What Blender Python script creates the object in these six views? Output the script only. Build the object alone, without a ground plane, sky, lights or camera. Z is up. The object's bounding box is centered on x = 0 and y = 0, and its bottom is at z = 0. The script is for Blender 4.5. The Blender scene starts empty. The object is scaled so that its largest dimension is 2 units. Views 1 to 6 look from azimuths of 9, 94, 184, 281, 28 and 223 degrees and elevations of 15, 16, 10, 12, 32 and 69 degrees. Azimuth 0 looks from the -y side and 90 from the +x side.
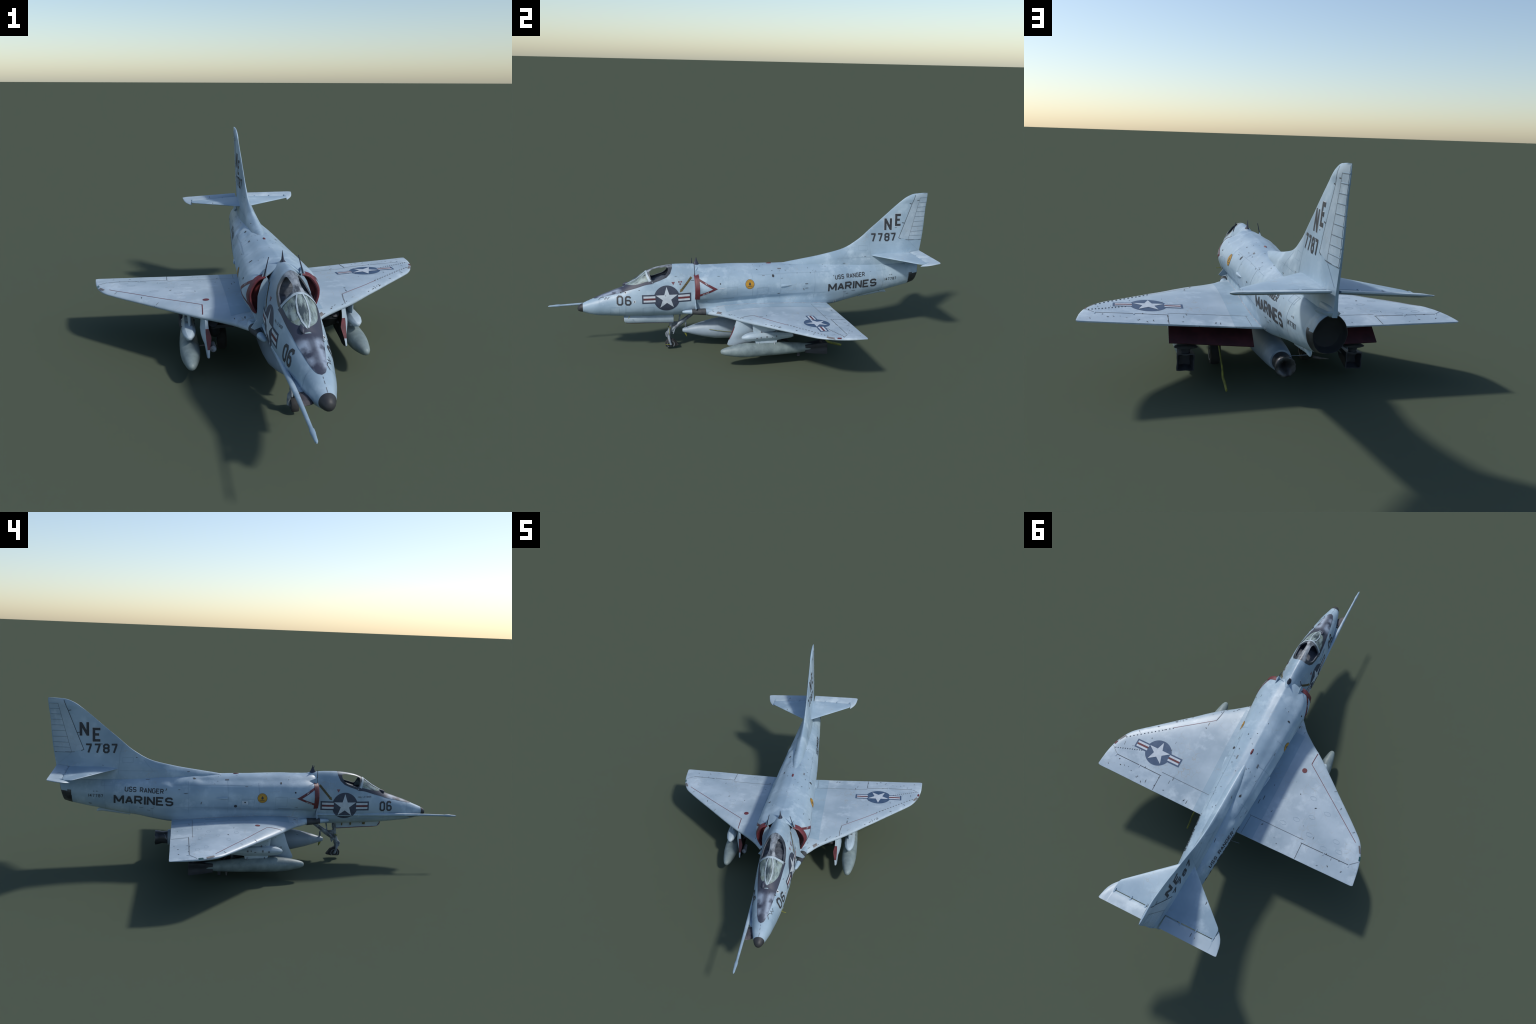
"""Delta-winged carrier attack jet (1960s type) built part by part.

Aircraft frame used below: x to port, y aft, z up.  The root empty carries the
parked attitude (yaw, slight roll)."""
import bpy, bmesh, math, random
from mathutils import Vector, Matrix
from mathutils.bvhtree import BVHTree

rng = random.Random(7)
COL = bpy.context.scene.collection

# ------------------------------------------------------------------ root
YAW, ROLL = math.radians(17.55), math.radians(2.05)
ax_x = Vector((math.cos(YAW) * math.cos(ROLL), math.sin(YAW) * math.cos(ROLL), math.sin(ROLL)))
ax_y = Vector((-math.sin(YAW), math.cos(YAW), 0))
ax_z = ax_x.cross(ax_y)
root = bpy.data.objects.new("attack_jet", None)
COL.objects.link(root)
M = Matrix((ax_x, ax_y, ax_z)).transposed().to_4x4()
M.translation = Vector((0.1192, 0.0054, 0.0006))
root.matrix_world = M
root["label"] = "pale grey single-seat naval attack jet with delta wings and underwing bombs"
root["category"] = "military jet aircraft"


# ------------------------------------------------------------------ maths
def pchip(xs, ys):
    """monotone cubic interpolant"""
    n = len(xs)
    h = [xs[i + 1] - xs[i] for i in range(n - 1)]
    d = [(ys[i + 1] - ys[i]) / h[i] for i in range(n - 1)]
    m = [0.0] * n
    m[0], m[-1] = d[0], d[-1]
    for i in range(1, n - 1):
        if d[i - 1] * d[i] > 0:
            w1, w2 = 2 * h[i] + h[i - 1], h[i] + 2 * h[i - 1]
            m[i] = (w1 + w2) / (w1 / d[i - 1] + w2 / d[i])

    def f(x):
        if x <= xs[0]:
            return ys[0]
        if x >= xs[-1]:
            return ys[-1]
        i = 0
        while x > xs[i + 1]:
            i += 1
        t = (x - xs[i]) / h[i]
        return ((1 + 2 * t) * (1 - t) ** 2 * ys[i] + t * (1 - t) ** 2 * h[i] * m[i]
                + t * t * (3 - 2 * t) * ys[i + 1] + t * t * (t - 1) * h[i] * m[i + 1])
    return f


def curves(table):
    """table rows (key, a, b, ...) -> one interpolant per column"""
    xs = [r[0] for r in table]
    return [pchip(xs, [r[c] for r in table]) for c in range(1, len(table[0]))]


def catmull(pts, per):
    out = []
    n = len(pts)
    for i in range(n - 1):
        p0 = pts[i - 1] if i else (2 * pts[0][0] - pts[1][0], 2 * pts[0][1] - pts[1][1])
        p1, p2 = pts[i], pts[i + 1]
        p3 = pts[i + 2] if i + 2 < n else (2 * pts[-1][0] - pts[-2][0], 2 * pts[-1][1] - pts[-2][1])
        for k in range(per):
            t = k / per
            out.append(tuple(0.5 * (2 * b + (c - a) * t + (2 * a - 5 * b + 4 * c - d) * t * t
                                    + (3 * b - a - 3 * c + d) * t ** 3) for a, b, c, d in zip(p0, p1, p2, p3)))
    out.append(tuple(pts[-1]))
    return out


def frange(a, b, n):
    return [a + (b - a) * i / (n - 1) for i in range(n)]


# ------------------------------------------------------------------ materials
def new_mat(name):
    m = bpy.data.materials.new(name)
    m.use_nodes = True
    nt = m.node_tree
    return m, nt, nt.nodes["Principled BSDF"]


def nd(nt, kind, **kw):
    n = nt.nodes.new(kind)
    for k, v in kw.items():
        if k in ("operation", "blend_type", "data_type", "feature", "distance", "noise_dimensions", "wave_type"):
            setattr(n, k, v)
        else:
            n.inputs[k.replace("_", " ")].default_value = v
    return n


def mixc(nt, fac, a, b, blend="MIX"):
    n = nt.nodes.new("ShaderNodeMix")
    n.data_type = "RGBA"
    n.blend_type = blend
    for sock, v in ((0, fac), (6, a), (7, b)):
        if isinstance(v, bpy.types.NodeSocket):
            nt.links.new(v, n.inputs[sock])
        elif isinstance(v, (int, float)):
            n.inputs[sock].default_value = v
        else:
            n.inputs[sock].default_value = (*v, 1)
    return n.outputs[2]


def ramp(nt, src, stops):
    n = nt.nodes.new("ShaderNodeValToRGB")
    cr = n.color_ramp
    while len(cr.elements) > len(stops):
        cr.elements.remove(cr.elements[-1])
    for i, (p, c) in enumerate(stops):
        e = cr.elements[i] if i < len(cr.elements) else cr.elements.new(p)
        e.position = p
        e.color = (c, c, c, 1) if isinstance(c, (int, float)) else (*c, 1)
    nt.links.new(src, n.inputs[0])
    return n.outputs[0]


def mapped(nt, scale=(1, 1, 1), rot=(0, 0, 0), loc=(0, 0, 0)):
    tc = nt.nodes.new("ShaderNodeTexCoord")
    mp = nt.nodes.new("ShaderNodeMapping")
    mp.inputs["Scale"].default_value = scale
    mp.inputs["Rotation"].default_value = rot
    mp.inputs["Location"].default_value = loc
    nt.links.new(tc.outputs["Object"], mp.inputs[0])
    return mp.outputs[0]


def noise(nt, vec, scale, detail=4, rough=.55):
    n = nd(nt, "ShaderNodeTexNoise", Scale=scale, Detail=detail, Roughness=rough)
    nt.links.new(vec, n.inputs["Vector"])
    return n.outputs["Fac"]


def math_n(nt, op, a, b=None):
    n = nt.nodes.new("ShaderNodeMath")
    n.operation = op
    for i, v in enumerate((a, b)):
        if v is None:
            continue
        if isinstance(v, bpy.types.NodeSocket):
            nt.links.new(v, n.inputs[i])
        else:
            n.inputs[i].default_value = v
    return n.outputs[0]


def flecks(nt, vec, scale, keep, size, seedshift=0):
    """sparse small chips: voronoi cells of which only a share `keep` carries one"""
    w = nd(nt, "ShaderNodeTexNoise", Scale=60.0, Detail=3.0)
    nt.links.new(vec, w.inputs["Vector"])
    ad = nt.nodes.new("ShaderNodeVectorMath")
    ad.operation = "MULTIPLY_ADD"
    nt.links.new(w.outputs["Color"], ad.inputs[0])
    ad.inputs[1].default_value = (.016, .016, .016)
    nt.links.new(vec, ad.inputs[2])
    v = nd(nt, "ShaderNodeTexVoronoi", Scale=scale)
    nt.links.new(ad.outputs[0], v.inputs["Vector"])
    sep = nt.nodes.new("ShaderNodeSeparateColor")
    nt.links.new(v.outputs["Color"], sep.inputs[0])
    on = math_n(nt, "LESS_THAN", sep.outputs[0], keep)
    near = math_n(nt, "LESS_THAN", v.outputs["Distance"], size)
    return math_n(nt, "MULTIPLY", on, near)


def skin_material(name, base, dark, light, rough=.5, fleck=.05, veins=.35):
    m, nt, bs = new_mat(name)
    v = mapped(nt)
    big = noise(nt, v, 5.5, 5)
    col = mixc(nt, ramp(nt, big, [(.36, 0), (.62, 1)]), dark, base)
    col = mixc(nt, ramp(nt, noise(nt, mapped(nt, loc=(3, 1, 2)), 11, 6, .65), [(.52, 0), (.74, 1)]), col, light)
    # fore-and-aft streaking
    st = noise(nt, mapped(nt, scale=(40, 3, 40)), 1.6, 4)
    col = mixc(nt, math_n(nt, "MULTIPLY", ramp(nt, st, [(.5, 0), (.8, 1)]), .22), col, dark)
    # thin tan cracks in patches
    vo = nt.nodes.new("ShaderNodeTexVoronoi")
    vo.feature = "DISTANCE_TO_EDGE"
    vo.inputs["Scale"].default_value = 26
    warp = nd(nt, "ShaderNodeTexNoise", Scale=14.0, Detail=3.0)
    nt.links.new(v, warp.inputs["Vector"])
    add = nt.nodes.new("ShaderNodeVectorMath")
    add.operation = "MULTIPLY_ADD"
    nt.links.new(warp.outputs["Color"], add.inputs[0])
    add.inputs[1].default_value = (.09, .09, .09)
    nt.links.new(v, add.inputs[2])
    nt.links.new(add.outputs[0], vo.inputs["Vector"])
    line = ramp(nt, vo.outputs["Distance"], [(.0, 1), (.03, 0)])
    patch = ramp(nt, noise(nt, mapped(nt, loc=(7, 7, 7)), 7, 3), [(.52, 0), (.66, 1)])
    vein = math_n(nt, "MULTIPLY", math_n(nt, "MULTIPLY", line, patch), veins)
    col = mixc(nt, vein, col, (.33, .27, .19))
    # paint chips, two orientations
    f1 = flecks(nt, mapped(nt, scale=(1.5, .30, 1.5), rot=(0, 0, .5)), 42, fleck, .15)
    f2 = flecks(nt, mapped(nt, scale=(1.4, .25, 1.1), rot=(.3, .4, -.7), loc=(5, 2, 1)), 64, fleck, .14)
    col = mixc(nt, math_n(nt, "MULTIPLY", math_n(nt, "MAXIMUM", f1, f2), .85), col, (.035, .037, .04))
    nt.links.new(col, bs.inputs["Base Color"])
    r = nt.nodes.new("ShaderNodeMapRange")
    r.inputs[3].default_value, r.inputs[4].default_value = rough - .08, rough + .12
    nt.links.new(big, r.inputs[0])
    nt.links.new(r.outputs[0], bs.inputs["Roughness"])
    bp = nd(nt, "ShaderNodeBump", Strength=.25, Distance=.004)
    nt.links.new(noise(nt, mapped(nt, scale=(1, .6, 1)), 16, 3), bp.inputs["Height"])
    nt.links.new(bp.outputs[0], bs.inputs["Normal"])
    return m


def plain_material(name, a, b=None, scale=30, rough=.6, metal=0, spots=None):
    m, nt, bs = new_mat(name)
    b = b or tuple(c * .75 for c in a)
    col = mixc(nt, ramp(nt, noise(nt, mapped(nt), scale, 5, .6), [(.38, 0), (.64, 1)]), b, a)
    if spots:
        col = mixc(nt, flecks(nt, mapped(nt), spots[0], spots[1], .2), col, spots[2])
    nt.links.new(col, bs.inputs["Base Color"])
    bs.inputs["Roughness"].default_value = rough
    bs.inputs["Metallic"].default_value = metal
    return m


GREY = (.345, .455, .545)  # fuselage base colour, darkened partway toward the shade on the flanks
MAT = {
    "skin": skin_material("grey_paint", GREY, (.245, .345, .435), (.455, .565, .645), .42),
    "wing": skin_material("wing_paint", (.405, .495, .570), (.305, .392, .465), (.515, .605, .67), .39, fleck=.05, veins=.55),
    "white": plain_material("white_paint", (.41, .50, .57), (.33, .42, .49), 16, .5, spots=(60, .06, (.06, .06, .06))),
    "black": plain_material("black_paint", (.022, .024, .028), (.03, .032, .036), 60, .55),
    "letter": plain_material("lettering_paint", (.028, .03, .036), (.04, .043, .05), 90, .6),
    "navy": plain_material("insignia_blue", (.035, .045, .075), (.05, .062, .095), 70, .6),
    "wingnavy": plain_material("insignia_blue_faded", (.035, .075, .150), (.055, .098, .175), 60, .6),
    "star": plain_material("insignia_white", (.55, .61, .66), (.46, .52, .58), 60, .6, spots=(70, .05, (.12, .13, .15))),
    "red": plain_material("warning_red", (.155, .027, .035), (.095, .021, .028), 50, .55),
    "redline": plain_material("faded_red_line", (.21, .075, .09), (.15, .075, .09), 40, .6),
    "brown": plain_material("scuffed_brown", (.085, .075, .085), (.04, .038, .045), 40, .65),
    "seal": plain_material("root_sealant", (.40, .40, .43), (.22, .23, .27), 60, .7),
    "walk": skin_material("walkway_paint", (.305, .415, .505), (.255, .355, .44), (.37, .48, .57), .5, .04, .6),
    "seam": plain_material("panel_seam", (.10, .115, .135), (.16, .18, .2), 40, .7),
    "seamdark": plain_material("open_gap", (.03, .034, .04), (.05, .055, .06), 40, .7),
    "seamfaint": plain_material("faint_seam", (.235, .325, .41), (.275, .375, .465), 40, .7),
    "yellow": plain_material("yellow_marking", (.50, .27, .02), (.42, .22, .02), 60, .6),
    "ochre": plain_material("rescue_arrow", (.16, .12, .035), (.10, .08, .03), 60, .6),
    "strap": plain_material("yellow_webbing", (.26, .27, .04), (.14, .15, .03), 40, .7),
    "duct": plain_material("duct_red", (.17, .03, .035), (.06, .014, .018), 22, .6),
    "dark": plain_material("dark_cavity", (.012, .014, .018), (.02, .022, .026), 20, .7),
    "blue": plain_material("cockpit_blue_grey", (.11, .125, .15), (.02, .026, .038), 26, .6),
    "metal": plain_material("burnt_metal", (.10, .105, .115), (.045, .045, .05), 26, .45, .6),
    "tyre": plain_material("tyre_rubber", (.018, .018, .02), (.03, .03, .03), 30, .8),
    "steel": plain_material("gear_steel", (.27, .32, .36), (.09, .10, .12), 45, .45, .2),
    "hub": plain_material("wheel_hub", (.30, .35, .40), (.14, .16, .19), 60, .5),
    "bomb": plain_material("bomb_green_grey", (.225, .285, .29), (.14, .185, .195), 18, .5),
    "fins": plain_material("bomb_fin_dark", (.035, .038, .048), (.02, .022, .028), 20, .6),
    "tank": skin_material("tank_grey", (.31, .385, .46), (.23, .295, .36), (.39, .465, .54), .45, .03, .2),
    "antenna": plain_material("antenna_dark_blue", (.03, .035, .06), None, 40, .5),
    "flap": plain_material("flap_interior_red", (.075, .018, .026), (.045, .012, .018), 25, .6),
    "patch": plain_material("worn_metal_patch", (.20, .19, .19), (.12, .115, .12), 60, .6),
    "green": plain_material("green_light", (.02, .10, .11), None, 40, .3),
    "frame": plain_material("canopy_frame_white", (.43, .52, .58), (.30, .37, .42), 50, .5),
}


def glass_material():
    """glazing with a cloudy reflection painted into its colour over dark"""
    m, nt, bs = new_mat("glazing_painted_reflection")
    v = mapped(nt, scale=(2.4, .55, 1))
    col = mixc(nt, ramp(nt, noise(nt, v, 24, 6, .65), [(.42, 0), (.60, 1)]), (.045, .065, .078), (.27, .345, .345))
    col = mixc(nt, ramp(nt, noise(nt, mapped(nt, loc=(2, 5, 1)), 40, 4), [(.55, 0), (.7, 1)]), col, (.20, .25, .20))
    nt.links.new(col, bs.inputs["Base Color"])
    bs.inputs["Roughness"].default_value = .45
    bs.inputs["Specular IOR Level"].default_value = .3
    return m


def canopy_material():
    """canopy crown, smeared sky reflections baked in as mottling, dark glass lower down"""
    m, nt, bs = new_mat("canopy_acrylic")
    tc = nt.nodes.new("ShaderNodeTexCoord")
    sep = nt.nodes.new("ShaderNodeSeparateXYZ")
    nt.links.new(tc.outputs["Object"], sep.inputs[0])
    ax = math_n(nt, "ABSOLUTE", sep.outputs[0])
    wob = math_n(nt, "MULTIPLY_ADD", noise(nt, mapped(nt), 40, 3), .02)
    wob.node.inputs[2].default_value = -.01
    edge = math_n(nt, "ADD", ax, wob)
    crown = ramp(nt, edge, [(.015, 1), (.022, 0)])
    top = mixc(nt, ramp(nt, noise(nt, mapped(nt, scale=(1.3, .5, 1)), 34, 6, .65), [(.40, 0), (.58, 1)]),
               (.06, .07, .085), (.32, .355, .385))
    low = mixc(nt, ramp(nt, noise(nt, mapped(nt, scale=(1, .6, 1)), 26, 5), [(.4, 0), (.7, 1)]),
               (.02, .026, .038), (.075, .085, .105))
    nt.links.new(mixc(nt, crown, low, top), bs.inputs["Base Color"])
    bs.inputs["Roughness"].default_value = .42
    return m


def antiglare_material():
    """black anti-glare paint, badly weathered to pale blue-grey"""
    m, nt, bs = new_mat("weathered_antiglare")
    w = noise(nt, mapped(nt, scale=(1, .75, 1), loc=(.4, .3, 0)), 21, 4, .5)
    tc = nt.nodes.new("ShaderNodeTexCoord")
    sep = nt.nodes.new("ShaderNodeSeparateXYZ")
    nt.links.new(tc.outputs["Object"], sep.inputs[0])
    fwd = ramp(nt, math_n(nt, "ADD", math_n(nt, "MULTIPLY", sep.outputs[1], -1.0), 0.0), [(.655, 0), (.685, 1)])
    side = ramp(nt, math_n(nt, "ABSOLUTE", sep.outputs[0]), [(.004, .25), (.016, 1)])
    fac = math_n(nt, "MULTIPLY", math_n(nt, "MULTIPLY", ramp(nt, w, [(.40, 0), (.56, 1)]), fwd), side)
    col = mixc(nt, fac, (.038, .044, .07), (.29, .35, .44))
    nt.links.new(col, bs.inputs["Base Color"])
    bs.inputs["Roughness"].default_value = .55
    return m


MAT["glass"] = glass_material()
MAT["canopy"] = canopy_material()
MAT["antiglare"] = antiglare_material()


# ------------------------------------------------------------------ mesh helpers
def add_obj(name, me, mat, parent=root, smooth=40):
    ob = bpy.data.objects.new(name, me)
    COL.objects.link(ob)
    ob.parent = parent
    if mat is not None and not me.materials:
        me.materials.append(MAT[mat])
    if smooth is not None:
        for p in me.polygons:
            p.use_smooth = True
        me.set_sharp_from_angle(angle=math.radians(smooth))
    return ob


def from_bm(bm, name):
    bmesh.ops.recalc_face_normals(bm, faces=bm.faces)
    me = bpy.data.meshes.new(name)
    bm.to_mesh(me)
    bm.free()
    return me


def loft_bm(rings, cap=(True, True), bm=None, closed=True):
    bm = bm or bmesh.new()
    vr = [[bm.verts.new(p) for p in r] for r in rings]
    n = len(rings[0])
    for a, b in zip(vr, vr[1:]):
        for i in range(n if closed else n - 1):
            j = (i + 1) % n
            bm.faces.new((a[i], a[j], b[j], b[i]))
    for flag, r in ((cap[0], vr[0]), (cap[1], vr[-1])):
        if flag:
            bm.faces.new(r)
    return bm


def loft(name, rings, mat, cap=(True, True), parent=root, smooth=40):
    return add_obj(name, from_bm(loft_bm(rings, cap), name), mat, parent, smooth)


def revolve_rings(profile, centre=lambda t: (0, 0), n=32):
    """body of revolution along y; profile rows (y, radius)"""
    out = []
    for y, r in profile:
        cx, cz = centre(y)
        out.append([(cx + r * math.sin(2 * math.pi * i / n), y, cz + r * math.cos(2 * math.pi * i / n)) for i in range(n)])
    return out


def tube_bm(pts, radii, n=12, bm=None, flat=1.0):
    """round bar along a polyline"""
    pts = [Vector(p) for p in pts]
    rings = []
    for i, p in enumerate(pts):
        d = (pts[min(i + 1, len(pts) - 1)] - pts[max(i - 1, 0)]).normalized()
        u = d.cross(Vector((1, 0, 0)) if abs(d.x) < .9 else Vector((0, 1, 0))).normalized()
        w = d.cross(u)
        r = radii[i] if isinstance(radii, (list, tuple)) else radii
        rings.append([p + r * (math.cos(2 * math.pi * k / n) * u + flat * math.sin(2 * math.pi * k / n) * w) for k in range(n)])
    return loft_bm(rings, bm=bm)


def tube(name, pts, radii, mat, n=12, parent=root, flat=1.0):
    return add_obj(name, from_bm(tube_bm(pts, radii, n, flat=flat), name), mat, parent, 50)


def box_bm(lo, hi, bm=None):
    bm = bm or bmesh.new()
    r = [[(x, y, z) for x, y in ((lo[0], lo[1]), (hi[0], lo[1]), (hi[0], hi[1]), (lo[0], hi[1]))] for z in (lo[2], hi[2])]
    return loft_bm(r, bm=bm)


def bevel(ob, width, seg=2):
    md = ob.modifiers.new("bevel", "BEVEL")
    md.width, md.segments, md.limit_method = width, seg, "ANGLE"
    return apply_mods(ob)


def apply_mods(ob):
    dg = bpy.context.evaluated_depsgraph_get()
    dg.update()
    me = bpy.data.meshes.new_from_object(ob.evaluated_get(dg), preserve_all_data_layers=True, depsgraph=dg)
    ob.modifiers.clear()
    ob.data = me
    return ob


def boolean(ob, cutter, op):
    md = ob.modifiers.new("cut", "BOOLEAN")
    md.operation, md.object, md.solver = op, cutter, "EXACT"
    md.material_mode = "TRANSFER"
    apply_mods(ob)
    return ob


def resharpen(ob, ang=40):
    for p in ob.data.polygons:
        p.use_smooth = True
    ob.data.set_sharp_from_angle(angle=math.radians(ang))


def drop(*obs):
    for o in obs:
        bpy.data.objects.remove(o, do_unlink=True)


def prism_x(outline, x0, x1, mat):
    """extrude a (y, z) outline across x"""
    rings = [[(x, y, z) for y, z in outline] for x in (x0, x1)]
    return loft("cutter", rings, mat, smooth=None)


# ------------------------------------------------------------------ forward fuselage
#        y      top    bottom  z_wide width  n_up  n_low
NOSE = [(-.8800, .2505, .2485, .2495, .001, 2.0, 2.0),
        (-.8780, .2595, .2415, .2500, .0085, 2.0, 2.0),
        (-.8720, .2670, .2365, .2510, .0150, 2.0, 2.0),
        (-.8540, .2765, .2315, .2535, .0225, 2.0, 2.0),
        (-.8150, .2935, .2185, .2535, .0335, 2.0, 2.1),
        (-.7750, .3100, .2100, .2560, .0435, 2.0, 2.05),
        (-.7080, .3335, 0.2045, .2600, .0560, 1.95, 2.1),
        (-.6520, .3535, 0.1995, .2650, .0645, 1.9, 2.15),
        (-.6380, .3640, 0.1985, .2660, .0660, 1.85, 2.15),
        (-.5870, .3965, 0.1955, .2700, .0710, 1.8, 2.15),
        (-.5380, .4280, 0.1935, .2740, .0745, 1.75, 2.2),
        (-.4980, .4435, 0.1925, .2760, .0765, 1.72, 2.2),
        (-.4520, .4525, 0.1905, .2780, .0775, 1.72, 2.2),
        (-.4000, .4575, 0.1885, .2780, .0775, 1.72, 2.2),
        (-.3540, .4570, 0.1870, .2780, .0760, 1.72, 2.2),
        (-.3000, .4545, 0.1865, .2750, .0720, 1.72, 2.2),
        (-.2600, .4490, 0.1865, .2750, .0690, 1.72, 2.2),
        (-.2200, .4360, .1860, .2750, .0600, 1.8, 2.2),
        (-.1600, .3900, .2000, .2750, .0300, 2.0, 2.0)]
nose_f = curves(NOSE)


def nose_ring(y, inset=0.0, n=112):
    top, bot, zc, w, nu, nl = [f(y) for f in nose_f]
    pts = []
    for i in range(n):
        a = 2 * math.pi * i / n
        c, s = math.cos(a), math.sin(a)
        e = nu if s >= 0 else nl
        h = (top - zc if s >= 0 else zc - bot) - inset
        # superellipse in polar form, blended exponents
        x = math.copysign(abs(c) ** (2 / e), c) * (w - inset)
        z = math.copysign(abs(s) ** (2 / e), s) * h
        pts.append((x, y, zc + z))
    return pts


def dense(ys, step):
    out = []
    for a, b in zip(ys, ys[1:]):
        k = max(1, round((b - a) / step))
        out += [a + (b - a) * i / k for i in range(k)]
    return out + [ys[-1]]


RADOME_Y = -.8535
fwd_ys = dense([RADOME_Y] + [r[0] for r in NOSE if r[0] > RADOME_Y], .008)
body = loft("forward_fuselage", [nose_ring(y) for y in fwd_ys], "skin", smooth=None)
loft("radome", [nose_ring(y, n=64) for y in [-.8800, -.8793, -.8780, -.876, -.872, -.866, -.86, RADOME_Y + .0004]], "black", smooth=50)

# canopy region, side view
SILL = [(-.652, .3515), (-.580, .3625), (-.507, .3760), (-.470, .3875), (-.437, .4000), (-.417, .4180), (-.406, .4420), (-.401, .475)]
zone = prism_x(SILL + [(-.401, .60), (-.652, .60)], -.12, .12, "blue")
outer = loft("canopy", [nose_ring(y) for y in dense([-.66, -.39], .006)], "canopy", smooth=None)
inner = loft("cutter", [nose_ring(y, .0045) for y in dense([-.67, -.38], .006)], "canopy", smooth=None)
boolean(outer, inner, "DIFFERENCE")
boolean(outer, zone, "INTERSECT")
boolean(body, zone, "DIFFERENCE")
pit = loft("cutter", [[(x * k, y, z) for x, y in ((-.042, -.530), (.042, -.530), (.042, -.424), (-.042, -.424))]
                      for z, k in ((.3935, .95), (.60, 1.0))], "blue", smooth=None)
boolean(body, pit, "DIFFERENCE")
resharpen(body, 35)
# windscreen / canopy split along the bow
BOW_LO, BOW_HI = (-.5065, .374), (-.552, .470)
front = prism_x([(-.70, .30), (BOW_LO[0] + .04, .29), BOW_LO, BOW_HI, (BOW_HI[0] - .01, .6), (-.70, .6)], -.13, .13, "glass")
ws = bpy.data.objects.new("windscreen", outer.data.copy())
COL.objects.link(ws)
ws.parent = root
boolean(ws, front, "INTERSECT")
boolean(outer, front, "DIFFERENCE")
# open side lights of the canopy
HOLE = [(-.5205, .4285), (-.5175, .4100), (-.5080, .3885), (-.478, .3960), (-.454, .4035), (-.438, .4150), (-.4290, .4290), (-.4270, .4410), (-.432, .4465), (-.448, .4465), (-.475, .4440), (-.503, .4380)]
hole = prism_x(catmull(HOLE + [HOLE[0]], 4)[:-1], -.1, .1, "blue")
boolean(outer, hole, "DIFFERENCE")
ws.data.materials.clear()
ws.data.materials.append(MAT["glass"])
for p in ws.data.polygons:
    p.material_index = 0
resharpen(ws, 35)
resharpen(outer, 35)
canopy = outer
drop(zone, inner, pit, front, hole)

# ------------------------------------------------------------------ centre and rear fuselage
# half contours, crown to keel: (x, z) control points per station
MID = {
    -.290: [(0, .4480), (.030, .4330), (.056, .4140), (.090, .3980), (.1140, .352), (.102, .302), (.080, .268), (.068, .240), (.056, .205), (0, .190)],
    -.262: [(0, .4470), (.034, .4370), (.060, .4192), (.097, .4000), (.1225, .350), (.109, .299), (.084, .270), (.074, .245), (.064, .205), (0, .187)],
    -.220: [(0, .4448), (.034, .4375), (.064, .4225), (.103, .3980), (.1285, .345), (.113, .297), (.089, .276), (.084, .250), (.076, .205), (0, .184)],
    -.130: [(0, .4440), (.034, .4375), (.063, .4225), (.101, .3960), (.1235, .344), (.110, .297), (.091, .277), (.090, .253), (.080, .205), (0, .182)],
    .000: [(0, .4402), (.033, .4340), (.060, .4185), (.097, .3920), (.1165, .344), (.105, .297), (.090, .277), (.090, .252), (.080, .205), (0, .181)],
    .150: [(0, .4355), (.031, .4300), (.056, .4148), (.090, .3890), (.1080, .343), (.099, .297), (.087, .275), (.088, .244), (.078, .205), (0, .180)],
    .300: [(0, .4310), (.028, .4275), (.050, .4150), (.081, .3880), (.0990, .342), (.093, .296), (.083, .268), (.079, .236), (.068, .205), (0, .184)],
    .420: [(0, .4255), (.025, .4230), (.045, .4130), (.073, .3870), (.0900, .340), (.086, .292), (.077, .258), (.068, .228), (.052, .206), (0, .190)],
    .580: [(0, .4165), (0.0216, .4140), (0.0392, .4050), (0.0617, .3830), (0.0764, .341), (0.0735, .300), (0.0657, .270), (0.0529, .246), (0.0353, .230), (0, .221)],
    .700: [(0, .4100), (0.0196, .4070), (0.0353, .4000), (0.0549, .3795), (0.0676, .344), (0.0657, .312), (0.0578, .286), (0.0451, .265), (0.0294, .252), (0, .2440)],
    .820: [(0, .4060), (0.0176, .4030), (0.0304, .3960), (0.0461, .3780), (0.0573, .347), (0.0559, .322), (0.0490, .300), (0.0382, .283), (0.0245, .272), (0, .2665)],
    .895: [(0, .4040), (0.0157, .4010), (0.0265, .3940), (0.0402, .3780), (0.0505, .350), (0.0490, .329), (0.0431, .311), (0.0333, .297), (0.0216, .288), (0, .2835)],
}
mid_keys = sorted(MID)
NC = len(MID[.0])
mid_f = [[pchip(mid_keys, [MID[k][i][c] for k in mid_keys]) for c in (0, 1)] for i in range(NC)]
PER = 7


def mid_half(y):
    return catmull([(mid_f[i][0](y), mid_f[i][1](y)) for i in range(NC)], PER)


def mid_ring(y, shrink=0.0):
    h = mid_half(y)
    if shrink:
        c = .335
        h = [(x * (1 - shrink / .115), c + (z - c) * (1 - shrink / .10)) for x, z in h]
    full = [(max(x, 0), z) for x, z in h] + [(-x, z) for x, z in h[-2:0:-1]]
    return [(x, y, z) for x, z in full]


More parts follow.
